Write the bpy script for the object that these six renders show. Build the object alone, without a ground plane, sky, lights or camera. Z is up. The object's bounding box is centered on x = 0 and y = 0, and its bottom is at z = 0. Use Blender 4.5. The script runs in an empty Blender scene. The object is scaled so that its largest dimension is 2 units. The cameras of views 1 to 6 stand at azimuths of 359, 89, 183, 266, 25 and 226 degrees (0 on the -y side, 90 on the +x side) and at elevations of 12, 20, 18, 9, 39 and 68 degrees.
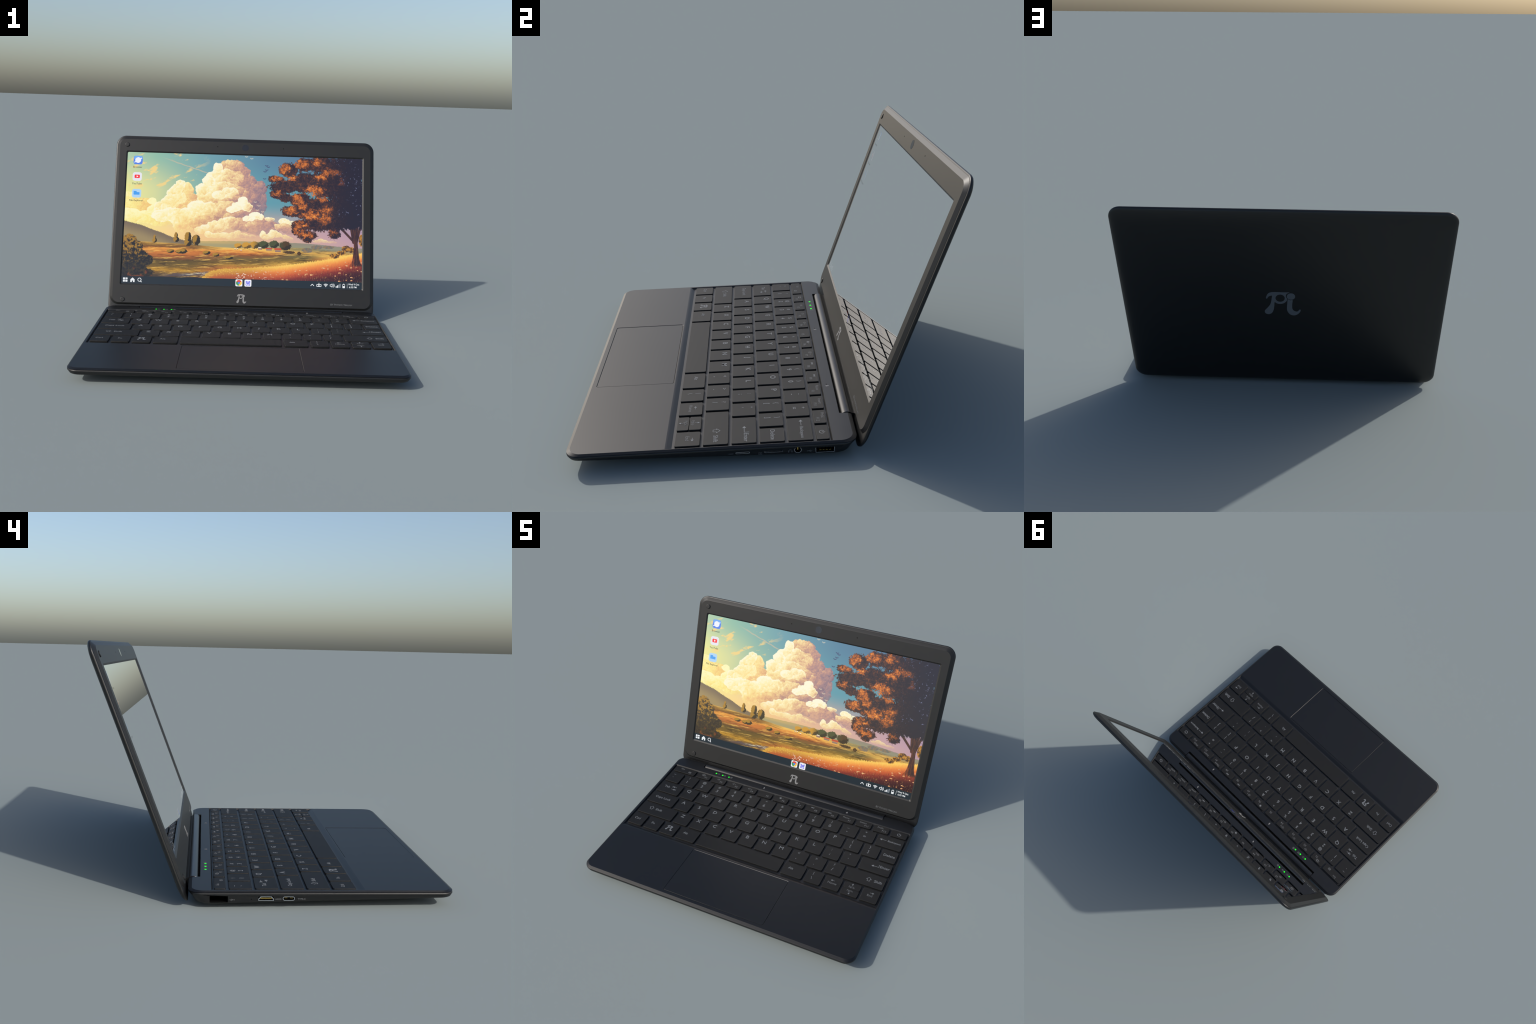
import bpy, bmesh, math
from mathutils import Vector, Matrix

# ------------------------------------------------------------------ helpers
def lin(c):
    return tuple((x / 255 / 12.92) if x / 255 <= 0.04045 else ((x / 255 + 0.055) / 1.055) ** 2.4 for x in c[:3]) + (1.0,)


def new_obj(name, mesh, parent=None, mats=()):
    ob = bpy.data.objects.new(name, mesh)
    bpy.context.scene.collection.objects.link(ob)
    if parent is not None:
        ob.parent = parent
    for m in mats:
        if m.name not in [x.name for x in mesh.materials if x]:
            mesh.materials.append(m)
    return ob


def mesh_from(verts, faces, name):
    me = bpy.data.meshes.new(name)
    me.from_pydata([tuple(v) for v in verts], [], faces)
    bm = bmesh.new()
    bm.from_mesh(me)
    bmesh.ops.recalc_face_normals(bm, faces=bm.faces)
    bm.to_mesh(me)
    bm.free()
    return me


def smooth(me, angle=35, crisp_caps=True):
    """smooth shading with sharp edges above the angle, and crisp outlines round flat caps"""
    for p in me.polygons:
        p.use_smooth = True
    me.set_sharp_from_angle(angle=math.radians(angle))
    if crisp_caps:
        rim = {tuple(sorted(k)) for p in me.polygons if len(p.vertices) > 10 for k in p.edge_keys}
        att = me.attributes.get("sharp_edge") or me.attributes.new("sharp_edge", "BOOLEAN", "EDGE")
        for e in me.edges:
            if tuple(sorted(e.key)) in rim:
                att.data[e.index].value = True


def rrect(x0, x1, y0, y1, r, seg=8):
    """rounded rectangle, counter-clockwise"""
    r = max(1e-4, min(r, (x1 - x0) / 2 - 1e-5, (y1 - y0) / 2 - 1e-5))
    out = []
    for cx, cy, a0 in ((x1 - r, y1 - r, 0), (x0 + r, y1 - r, 90), (x0 + r, y0 + r, 180), (x1 - r, y0 + r, 270)):
        for i in range(seg + 1):
            a = math.radians(a0 + 90 * i / seg)
            out.append((cx + r * math.cos(a), cy + r * math.sin(a)))
    return out


def loft(rings, name, cap_lo=True, cap_hi=True):
    n = len(rings[0])
    verts = [v for ring in rings for v in ring]
    faces = []
    for k in range(len(rings) - 1):
        for i in range(n):
            j = (i + 1) % n
            faces.append((k * n + i, k * n + j, (k + 1) * n + j, (k + 1) * n + i))
    if cap_lo:
        faces.append(tuple(range(n - 1, -1, -1)))
    if cap_hi:
        faces.append(tuple((len(rings) - 1) * n + i for i in range(n)))
    return mesh_from(verts, faces, name)


def prism_x(profile, x0, x1, name):
    """extrude a closed y-z profile along x"""
    n = len(profile)
    verts = [(x0, y, z) for y, z in profile] + [(x1, y, z) for y, z in profile]
    faces = [tuple(range(n)), tuple(range(2 * n - 1, n - 1, -1))]
    faces += [(i, (i + 1) % n, n + (i + 1) % n, n + i) for i in range(n)]
    return mesh_from(verts, faces, name)


def box_mesh(x0, x1, y0, y1, z0, z1, name="box"):
    return loft([[(x0, y0, z), (x1, y0, z), (x1, y1, z), (x0, y1, z)] for z in (z0, z1)], name)


def carve(ob, cutter_meshes):
    """boolean-subtract cutters and apply"""
    for cm in cutter_meshes:
        c = bpy.data.objects.new("cutter", cm)
        bpy.context.scene.collection.objects.link(c)
        m = ob.modifiers.new("cut", "BOOLEAN")
        m.operation, m.solver, m.object = "DIFFERENCE", "EXACT", c
        bpy.context.view_layer.update()
        dg = bpy.context.evaluated_depsgraph_get()
        me = bpy.data.meshes.new_from_object(ob.evaluated_get(dg))
        ob.modifiers.remove(m)
        old = ob.data
        ob.data = me
        me.name = old.name
        bpy.data.meshes.remove(old)
        bpy.data.objects.remove(c)
        bpy.data.meshes.remove(cm)


def catmull(pts, sub=5):
    """smooth closed curve through control points"""
    out, n = [], len(pts)
    for i in range(n):
        p0, p1, p2, p3 = (Vector(pts[(i + k) % n]) for k in (-1, 0, 1, 2))
        for s in range(sub):
            t = s / sub
            out.append(tuple(0.5 * (2 * p1 + (p2 - p0) * t + (2 * p0 - 5 * p1 + 4 * p2 - p3) * t * t + (3 * p1 - p0 - 3 * p2 + p3) * t ** 3)))
    return out


# ------------------------------------------------------------------ materials
def principled(name, color, rough, spec=0.5, metal=0.0, bump=0.0, bump_scale=900.0, tint=0.0, coat=0.0, emit=None):
    m = bpy.data.materials.new(name)
    m.use_nodes = True
    nt = m.node_tree
    b = nt.nodes["Principled BSDF"]
    b.inputs["Base Color"].default_value = tuple(color) + (1,)
    b.inputs["Roughness"].default_value = rough
    b.inputs["Specular IOR Level"].default_value = spec
    b.inputs["Metallic"].default_value = metal
    b.inputs["Coat Weight"].default_value = coat
    tc = nt.nodes.new("ShaderNodeTexCoord")
    if tint:
        n = nt.nodes.new("ShaderNodeTexNoise")
        n.inputs["Scale"].default_value = 3.0
        n.inputs["Detail"].default_value = 5
        nt.links.new(tc.outputs["Object"], n.inputs["Vector"])
        r = nt.nodes.new("ShaderNodeValToRGB")
        r.color_ramp.elements[0].position, r.color_ramp.elements[1].position = 0.3, 0.7
        r.color_ramp.elements[0].color = tuple(c * (1 - tint) for c in color) + (1,)
        r.color_ramp.elements[1].color = tuple(c * (1 + tint) for c in color) + (1,)
        nt.links.new(n.outputs["Fac"], r.inputs["Fac"])
        nt.links.new(r.outputs["Color"], b.inputs["Base Color"])
    if bump:
        n = nt.nodes.new("ShaderNodeTexNoise")
        n.inputs["Scale"].default_value = bump_scale
        nt.links.new(tc.outputs["Object"], n.inputs["Vector"])
        bp = nt.nodes.new("ShaderNodeBump")
        bp.inputs["Strength"].default_value = bump
        bp.inputs["Distance"].default_value = 0.0004
        nt.links.new(n.outputs["Fac"], bp.inputs["Height"])
        nt.links.new(bp.outputs["Normal"], b.inputs["Normal"])
    if emit:
        b.inputs["Emission Color"].default_value = tuple(emit[:3]) + (1,)
        b.inputs["Emission Strength"].default_value = emit[3]
    return m


def display_output(nt, color_socket=None, color=None):
    """lit pixels under a hard glass front that turns into a mirror at grazing angles"""
    em = nt.nodes.new("ShaderNodeEmission")
    if color_socket is not None:
        nt.links.new(color_socket, em.inputs["Color"])
    else:
        em.inputs["Color"].default_value = color
    gl = nt.nodes.new("ShaderNodeBsdfGlossy")
    gl.inputs["Roughness"].default_value = 0.0
    gl.inputs["Color"].default_value = (1, 1, 1, 1)
    fr = nt.nodes.new("ShaderNodeFresnel")
    fr.inputs["IOR"].default_value = 1 / 1.5
    mx = nt.nodes.new("ShaderNodeMixShader")
    nt.links.new(fr.outputs["Fac"], mx.inputs["Fac"])
    nt.links.new(em.outputs[0], mx.inputs[1])
    nt.links.new(gl.outputs[0], mx.inputs[2])
    out = nt.nodes["Material Output"]
    nt.links.new(mx.outputs[0], out.inputs["Surface"])


def display_mat(name, rgb):
    m = bpy.data.materials.new(name)
    m.use_nodes = True
    m.node_tree.nodes.remove(m.node_tree.nodes["Principled BSDF"])
    display_output(m.node_tree, color=lin(rgb))
    return m


DECK_COL = (0.0023, 0.0027, 0.0035)
M_deck = principled("deck_plastic", DECK_COL, 0.43, 0.47, bump=0.02, tint=0.05)
M_case = principled("case_plastic", (0.0062, 0.0064, 0.0066), 0.45, 0.5, bump=0.03, tint=0.05)
M_cover = principled("cover_plastic", (0.0048, 0.0051, 0.0054), 0.42, 0.5, bump=0.03, tint=0.06)
M_bezel = principled("bezel_plastic", (0.0108, 0.0108, 0.0106), 0.46, 0.42, bump=0.03, tint=0.05)
M_key = principled("key_plastic", (0.0045, 0.0045, 0.0045), 0.60, 0.31, bump=0.03, tint=0.05)
M_hinge = principled("hinge_plastic", (0.0055, 0.0058, 0.0062), 0.30, 0.5)
M_black = principled("matte_black", (0.0012, 0.0012, 0.0012), 0.9, 0.1)
M_glass = principled("lens_glass", (0.016, 0.018, 0.024), 0.12, 0.5)
M_rubber = principled("rubber", (0.008, 0.008, 0.008), 0.8, 0.3)
M_steel = principled("polished_steel", (0.78, 0.78, 0.80), 0.22, 0.5, metal=1.0)
M_gold = principled("gold_contact", (0.75, 0.52, 0.14), 0.3, 0.5, metal=1.0)
M_legend = principled("legend_ink", (0.150, 0.160, 0.170), 0.6, 0.3)
M_mark = principled("grey_ink", (0.22, 0.22, 0.22), 0.55, 0.3)
M_small = principled("dim_ink", (0.115, 0.12, 0.125), 0.6, 0.3)
M_logo = principled("lid_logo_ink", (0.085, 0.098, 0.115), 0.40, 0.5)
M_led = principled("led_green", (0.02, 0.3, 0.03), 0.5, 0.2, emit=(0.004, 1.0, 0.012, 1.0))


# ------------------------------------------------------------------ flat printed marks
class Print:
    """collects small printed shapes in a plane and builds them as a thin raised layer"""

    def __init__(self):
        self.v, self.f, self.k = [], [], 0

    def _z(self):
        self.k += 1
        return (self.k % 9) * 0.000012

    def poly(self, pts):
        z, b = self._z(), len(self.v)
        self.v += [(x, y, z) for x, y in pts]
        self.f.append(tuple(range(b, b + len(pts))))

    def rect(self, x0, x1, y0, y1, r=0.0):
        self.poly(rrect(x0, x1, y0, y1, r, 4) if r else [(x0, y0), (x1, y0), (x1, y1), (x0, y1)])

    def disc(self, x, y, rx, ry=None, n=20):
        ry = ry or rx
        self.poly([(x + rx * math.cos(2 * math.pi * i / n), y + ry * math.sin(2 * math.pi * i / n)) for i in range(n)])

    def arc(self, x, y, r, w, a0=0, a1=360, n=18, sy=1.0):
        z, b = self._z(), len(self.v)
        for i in range(n + 1):
            a = math.radians(a0 + (a1 - a0) * i / n)
            for rr in (r - w / 2, r + w / 2):
                self.v.append((x + rr * math.cos(a), y + sy * rr * math.sin(a), z))
        self.f += [(b + 2 * i, b + 2 * i + 1, b + 2 * i + 3, b + 2 * i + 2) for i in range(n)]

    def line(self, p, q, w):
        (x0, y0), (x1, y1) = p, q
        l = math.hypot(x1 - x0, y1 - y0) or 1
        nx, ny = -(y1 - y0) / l * w / 2, (x1 - x0) / l * w / 2
        self.poly([(x0 + nx, y0 + ny), (x0 - nx, y0 - ny), (x1 - nx, y1 - ny), (x1 + nx, y1 + ny)])

    def path(self, pts, w):
        for a, b in zip(pts, pts[1:]):
            self.line(a, b, w)

    def frame(self, x0, x1, y0, y1, w):
        self.path([(x0, y0), (x1, y0), (x1, y1), (x0, y1), (x0, y0)], w)

    def arrow(self, x, y, ang, length, head, w):
        """arrow centred on x, y and pointing along ang degrees"""
        c, s = math.cos(math.radians(ang)), math.sin(math.radians(ang))
        T = lambda a, b: (x + a * c - b * s, y + a * s + b * c)
        h = length / 2
        self.line(T(-h, 0), T(h - head * 0.8, 0), w)
        self.poly([T(h, 0), T(h - head, head * 0.6), T(h - head, -head * 0.6)])

    def mesh2d(self, me, fx):
        z, b = self._z(), len(self.v)
        for v in me.vertices:
            x, y = fx(v.co.x, v.co.y)
            self.v.append((x, y, z))
        self.f += [tuple(b + i for i in p.vertices) for p in me.polygons]

    def text(self, s, x, y, size, align="CENTER", bold=0.0, sx=1.0, rot=0.0):
        """size is the cap height"""
        cu = bpy.data.curves.new("t", "FONT")
        cu.body, cu.size, cu.align_x, cu.align_y = s, size / 0.70, align, "CENTER"
        cu.offset, cu.resolution_u = bold * size, 3
        ob = bpy.data.objects.new("t", cu)
        bpy.context.scene.collection.objects.link(ob)
        bpy.context.view_layer.update()
        me = bpy.data.meshes.new_from_object(ob.evaluated_get(bpy.context.evaluated_depsgraph_get()))
        c, sn = math.cos(math.radians(rot)), math.sin(math.radians(rot))
        self.mesh2d(me, lambda a, b: (x + (a * c * sx - b * sn), y + (a * sn * sx + b * c)))
        bpy.data.objects.remove(ob)
        bpy.data.curves.remove(cu)
        bpy.data.meshes.remove(me)

    def pi(self, x, y, w, h, mirror=1):
        self.mesh2d(PI_MESH, lambda a, b: (x + mirror * a * w, y + b * h))

    def build(self, name, parent, mat, frame=None, thick=0.0003, kind=True):
        """frame maps local x, y, z(outward) to the parent's space"""
        frame = frame or Matrix.Identity(4)
        me = bpy.data.meshes.new(name)
        me.from_pydata(self.v, [], self.f)
        bm = bmesh.new()
        bm.from_mesh(me)
        bm.normal_update()
        for f in bm.faces:
            if f.normal.z < 0:
                f.normal_flip()
        if thick:
            r = bmesh.ops.extrude_face_region(bm, geom=list(bm.faces))
            vs = [g for g in r["geom"] if isinstance(g, bmesh.types.BMVert)]
            bmesh.ops.translate(bm, verts=vs, vec=(0, 0, thick))
            bmesh.ops.recalc_face_normals(bm, faces=bm.faces)
        bm.transform(frame)
        if frame.determinant() < 0:
            bmesh.ops.reverse_faces(bm, faces=bm.faces)
        bm.to_mesh(me)
        bm.free()
        ob = new_obj(name, me, parent, [mat])
        if kind:
            ob["kind"] = "stuff"
        return ob


def pi_mesh():
    """the interlaced 'Pi' sign in a unit box, from hand-placed outline points"""
    W, H, CX, CY = 1246.0, 807.0, 1145.0, 868.5
    body = [(1370, 468), (1130, 467), (880, 465), (720, 482), (640, 532), (600, 600), (575, 665), (585, 690), (605, 697), (625, 682), (655, 635),
            (705, 605), (782, 592), (772, 690), (742, 840), (700, 930), (620, 1020), (550, 1090), (522, 1150), (537, 1200), (590, 1238), (660, 1248),
            (740, 1222), (800, 1160), (840, 1060), (857, 950), (872, 817), (950, 858), (1060, 875), (1180, 848), (1268, 785), (1305, 720), (1298, 685),
            (1268, 640), (1256, 590), (1272, 540), (1310, 503)]
    stem = [(1325, 715), (1400, 740), (1485, 735), (1474, 880), (1475, 1000), (1500, 1075), (1560, 1118), (1630, 1134), (1680, 1113), (1718, 1072),
            (1745, 1060), (1768, 1085), (1750, 1140), (1700, 1200), (1620, 1252), (1530, 1272), (1430, 1252), (1360, 1200), (1310, 1120), (1293, 1040), (1303, 900)]
    ell = lambda cx, cy, rx, ry: [(cx + rx * math.cos(t * math.pi / 14), cy + ry * math.sin(t * math.pi / 14)) for t in range(28)]
    cu = bpy.data.curves.new("pi", "CURVE")
    cu.dimensions, cu.fill_mode = "2D", "BOTH"
    for loop in (catmull(body, 4), catmull(stem, 4), ell(1062, 673, 160, 126), ell(1432, 608, 143, 110)):
        sp = cu.splines.new("POLY")
        sp.points.add(len(loop) - 1)
        for p, (x, y) in zip(sp.points, loop):
            p.co = ((x - CX) / W, -(y - CY) / H, 0, 1)
        sp.use_cyclic_u = True
    ob = bpy.data.objects.new("pi", cu)
    bpy.context.scene.collection.objects.link(ob)
    bpy.context.view_layer.update()
    me = bpy.data.meshes.new_from_object(ob.evaluated_get(bpy.context.evaluated_depsgraph_get()))
    bpy.data.objects.remove(ob)
    bpy.data.curves.remove(cu)
    return me


PI_MESH = pi_mesh()

# ------------------------------------------------------------------ the thing
laptop = bpy.data.objects.new("laptop", None)
bpy.context.scene.collection.objects.link(laptop)
laptop["label"] = "small black laptop, open, with a lit autumn landscape screen"
laptop["category"] = "laptop computer"

# ------------------------------------------------------------------ base: lower case
HX, YF, YB = 1.0, -0.932, 0.441          # half width, front and back edge
DECK_Z = 0.0952
R_CORNER = 0.066


def base_ring(ix, i_front, i_back, zf, seg=12):
    """outline of the base, inset at sides, front and back; zf gives the height at y"""
    pts = rrect(-HX + ix, HX - ix, YF + i_front, YB - i_back, R_CORNER - ix * 0.6, seg)
    return [(x, y, zf(y)) for x, y in pts]


def low_z(off):
    return lambda y: 0.0300 - 0.0255 * y + off      # the underside rises towards the front


flat = lambda z: (lambda y: z)
rings = [
    base_ring(0.120, 0.120, 0.170, low_z(-0.010)),
    base_ring(0.044, 0.038, 0.096, low_z(-0.005)),
    base_ring(0.024, 0.014, 0.072, low_z(0.0)),
    base_ring(0.0140, 0.0065, 0.053, low_z(0.0045)),
    base_ring(0.0085, 0.0030, 0.036, low_z(0.012)),
    base_ring(0.0035, 0.0010, 0.017, lambda y: max(0.061, 0.0300 - 0.0255 * y + 0.022)),
    base_ring(0.0008, 0.0004, 0.006, flat(0.0740)),
    base_ring(0.0, 0.0, 0.003, flat(0.0790)),
    base_ring(0.0015, 0.001, 0.002, flat(0.0820)),
    base_ring(0.0045, 0.004, 0.004, flat(0.0845)),
]
base = new_obj("base", loft(rings, "base"), laptop, [M_case])
NOTCH_X = 0.757
notch_profile = [(0.379, 0.004), (0.60, 0.004), (0.60, 0.2), (0.379, 0.2)]


def port_cut(side, y0, y1, z0, z1, r, depth=0.11):
    """rounded rectangular socket bored into a side wall"""
    x0, x1 = (side * (HX - depth), side * (HX + 0.05))
    pts = rrect(y0, y1, z0, z1, r, 5)
    return loft([[(x, y, z) for y, z in pts] for x in (x0, x1)], "cut")


PORTS = [  # kind, side, y0, y1, z0, z1, corner radius
    ("usb_port", -1, 0.2384, 0.3313, 0.0315, 0.0680, 0.004),
    ("video_port", -1, 0.0055, 0.0850, 0.0425, 0.0662, 0.007),
    ("charging_port", -1, -0.1012, -0.0388, 0.0430, 0.0660, 0.0112),
    ("microphone_hole", -1, 0.1170, 0.1222, 0.0478, 0.0530, 0.0026),
    ("sim_slot", 1, -0.1355, -0.0690, 0.0510, 0.0610, 0.004),
    ("card_slot", 1, 0.0000, 0.0860, 0.0490, 0.0580, 0.002),
    ("audio_jack", 1, 0.1390, 0.1740, 0.0390, 0.0740, 0.0174),
    ("usb_port", 1, 0.2390, 0.3300, 0.0350, 0.0660, 0.004),
]
cuts = [prism_x(notch_profile, -NOTCH_X, NOTCH_X, "cut")]
cuts += [port_cut(s, y0, y1, z0, z1, r) for _, s, y0, y1, z0, z1, r in PORTS]
carve(base, cuts)
smooth(base.data, 40)

# ------------------------------------------------------------------ base: upper deck
rings = [
    base_ring(0.010, 0.010, 0.010, flat(0.0740)),
    base_ring(0.010, 0.010, 0.010, flat(0.0858)),
    base_ring(0.0035, 0.0032, 0.0032, flat(0.0856)),
    base_ring(0.0012, 0.0012, 0.0012, flat(0.0866)),
    base_ring(0.0008, 0.0010, 0.0010, flat(0.0874)),
    base_ring(0.0100, 0.0170, 0.0200, flat(DECK_Z)),
]
deck = new_obj("palm_rest", loft(rings, "palm_rest"), base, [M_deck])
TRAY_Z = 0.0830
TRAY = (-0.9790, 0.9870, -0.4660, 0.3225)


def tray_cutter():
    """keyboard recess: chamfered walls, and a soft ramp towards the palm rest"""
    rings = []
    for i in range(11):
        t = i / 10
        lo_t, hi_t = 0.0, 1.0
        for _ in range(30):                      # invert the ramp's S-curve: how far along is this height
            mid = (lo_t + hi_t) / 2
            if mid * mid * (3 - 2 * mid) < t:
                lo_t = mid
            else:
                hi_t = mid
        ramp_y = TRAY[2] + 0.040 * (1 - lo_t)
        w = 0.0085 * (1 - t)
        rings.append([(x, y, TRAY_Z + (DECK_Z + 0.0002 - TRAY_Z) * t) for x, y in ((TRAY[0] + w, ramp_y), (TRAY[1] - w, ramp_y), (TRAY[1] - w, TRAY[3] - w), (TRAY[0] + w, TRAY[3] - w))])
    rings.append([(x, y, 0.14) for x, y, _ in rings[-1]])
    return loft(rings, "cut")


PAD = (-0.3725, 0.3735, -0.8925, -0.4705)
pad_cut = loft([[(x, y, z) for x, y in rrect(PAD[0] + i, PAD[1] - i, PAD[2] + i, PAD[3] - i, 0.012, 5)] for i, z in ((0.0034, 0.0900), (0.0030, 0.0925), (0.0, DECK_Z + 0.0001), (0.0, 0.12))], "cut")
carve(deck, [tray_cutter(), prism_x(notch_profile, -NOTCH_X, NOTCH_X, "cut"), pad_cut])
smooth(deck.data, 14)

# touchpad plate, set a little lower than the palm rest
rings = [[(x, y, z) for x, y in rrect(PAD[0] + 0.0040 + i, PAD[1] - 0.0040 - i, PAD[2] + 0.0040 + i, PAD[3] - 0.0040 - i, 0.010, 5)]
         for i, z in ((0, 0.0890), (0, 0.0936), (0.0006, 0.0940))]
pad = new_obj("touchpad", loft(rings, "touchpad"), base, [M_deck])
smooth(pad.data, 20)

# black lining of the hinge notch
lin_me = box_mesh(-NOTCH_X + 0.001, NOTCH_X - 0.001, 0.3800, 0.3840, 0.030, 0.090, "hinge_slot")
new_obj("hinge_slot", lin_me, base, [M_black])

# rubber feet
for fx in (-0.72, 0.72):
    for fy, ln in ((-0.60, 0.05), (0.22, 0.07)):
        zt = 0.03 - 0.0255 * fy
        rr = [[(x, y, z) for x, y in rrect(fx - ln * 1.4 + i, fx + ln * 1.4 - i, fy - 0.028 + i, fy + 0.028 - i, 0.026, 6)]
              for i, z in ((0.005, 0.0), (0.0, 0.005), (0.0, zt))]
        foot = new_obj("rubber_foot", loft(rr, "rubber_foot"), base, [M_rubber])
        smooth(foot.data, 40)


# ------------------------------------------------------------------ base: ports
def tube(side, y0, y1, z0, z1, r, wall, x_out, depth, name, mat):
    """metal socket shell: a rounded tube open to the outside"""
    rings = []
    for x, g in ((x_out - depth, 0), (x_out, 0), (x_out, wall), (x_out - depth, wall)):
        rings.append([(side * x, y, z) for y, z in rrect(y0 + g, y1 - g, z0 + g, z1 - g, max(r - g, 0.0015), 5)])
    me = loft(rings, name, False, False)
    ob = new_obj(name, me, base, [mat])
    smooth(me, 40)
    return ob


def lining(side, y0, y1, z0, z1, r, name="port_lining"):
    """black inside of a socket"""
    g = 0.0007
    loops = [[(side * x, y, z) for y, z in rrect(y0 + g, y1 - g, z0 + g, z1 - g, r, 5)] for x in (0.890, 0.9875)]
    g2 = 0.0016
    loops += [[(side * x, y, z) for y, z in rrect(y0 + g2, y1 - g2, z0 + g2, z1 - g2, r, 5)] for x in (0.9875, 0.893)]
    me = loft(loops, name, True, True)
    return new_obj(name, me, base, [M_black])


for kind, s, y0, y1, z0, z1, r in PORTS:
    lining(s, y0, y1, z0, z1, r, kind)
# shells: chrome tubes lining the sockets
tube(-1, -0.1007, -0.0393, 0.0435, 0.0655, 0.0108, 0.0030, 0.9965, 0.05, "port_shell", M_steel)
tube(1, -0.1350, -0.0695, 0.0515, 0.0605, 0.004, 0.0016, 0.9935, 0.05, "port_shell", M_steel)
tube(1, 0.0005, 0.0855, 0.0495, 0.0575, 0.002, 0.0012, 0.9925, 0.05, "port_shell", M_steel)
tube(1, 0.1394, 0.1736, 0.0394, 0.0736, 0.017, 0.0022, 0.9935, 0.05, "port_shell", M_steel)
tube(1, 0.2395, 0.3295, 0.0355, 0.0655, 0.004, 0.0020, 0.9925, 0.05, "port_shell", M_steel)


def trapezoid(g, x):
    """socket outline that narrows at its upper corners"""
    y0, y1, z0, z1 = 0.0060 + g, 0.0845 - g, 0.0430 + g, 0.0657 - g
    k = 0.012
    return [(x, y, z) for y, z in ((y0, z0), (y1, z0), (y1, z1 - k), (y1 - k, z1), (y0 + k, z1), (y0, z1 - k))]


new_obj("port_shell", loft([trapezoid(g, -x) for x, g in ((0.945, 0), (0.9965, 0), (0.9965, 0.0030), (0.945, 0.0030))], "port_shell", False, False), base, [M_steel])
tongue = box_mesh(-0.990, -0.95, 0.016, 0.074, 0.0525, 0.0570, "port_tongue")
new_obj("port_tongue", tongue, base, [M_gold])
tongue = box_mesh(-0.990, -0.95, -0.090, -0.050, 0.0530, 0.0560, "port_tongue")
new_obj("port_tongue", tongue, base, [M_black])
for y in (-0.084, -0.056):
    new_obj("gold_contact", box_mesh(-0.9915, -0.97, y - 0.007, y + 0.007, 0.0556, 0.0572, "gold_contact"), base, [M_gold])
tongue = box_mesh(0.95, 0.988, 0.252, 0.317, 0.0390, 0.0465, "port_tongue")
new_obj("port_tongue", tongue, base, [M_black])
for y in (0.262, 0.277, 0.292, 0.307):
    new_obj("gold_contact", box_mesh(0.955, 0.9895, y - 0.0042, y + 0.0042, 0.0462, 0.0480, "gold_contact"), base, [M_gold])
    new_obj("gold_contact", box_mesh(0.955, 0.985, y - 0.0030, y + 0.0030, 0.0585, 0.0605, "gold_contact"), base, [M_gold])
new_obj("gold_contact", box_mesh(0.96, 0.988, 0.1535, 0.1585, 0.054, 0.071, "gold_contact"), base, [M_gold])

# side markings; frames: left wall reads along -y, right wall reads along +y
left_frame = Matrix(((0, 0, -1, -0.9990), (-1, 0, 0, 0), (0, 1, 0, 0), (0, 0, 0, 1)))
right_frame = Matrix(((0, 0, 1, 0.9978), (1, 0, 0, 0), (0, 1, 0, 0), (0, 0, 0, 1)))


def usb_sign(p, x, y, w, flip=1):
    p.line((x - w / 2, y), (x + w / 2, y), w * 0.05)
    p.disc(x - flip * w / 2, y, w * 0.09)
    p.poly([(x + flip * w * 0.62, y), (x + flip * w * 0.45, y + w * 0.08), (x + flip * w * 0.45, y - w * 0.08)])
    p.path([(x - flip * w * 0.25, y), (x - flip * w * 0.05, y + w * 0.18), (x + flip * w * 0.15, y + w * 0.18)], w * 0.05)
    p.path([(x - flip * w * 0.10, y), (x + flip * w * 0.08, y - w * 0.17), (x + flip * w * 0.25, y - w * 0.17)], w * 0.05)
    p.disc(x + flip * w * 0.17, y + w * 0.18, w * 0.06)
    p.rect(x + flip * w * 0.25 - w * 0.05, x + flip * w * 0.25 + w * 0.05, y - w * 0.22, y - w * 0.12)


p = Print()
usb_sign(p, -0.2175, 0.0490, 0.022, -1)
p.text("HDMI", 0.0165, 0.0520, 0.0085)
p.text("TYPE-C", 0.1355, 0.0530, 0.0090)
p.build("port_label", base, M_small, left_frame)
p = Print()
usb_sign(p, 0.2110, 0.0510, 0.022, 1)
p.arc(0.1205, 0.0540, 0.0085, 0.0014, 0, 180)
p.rect(0.1115, 0.1145, 0.0480, 0.0545)
p.rect(0.1265, 0.1295, 0.0480, 0.0545)
p.frame(-0.0275, -0.0130, 0.0450, 0.0560, 0.0012)
p.rect(-0.0225, -0.0185, 0.0485, 0.0515)
p.text("NANO", -0.1580, 0.0560, 0.0055)
p.build("port_label", base, M_small, right_frame)

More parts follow.
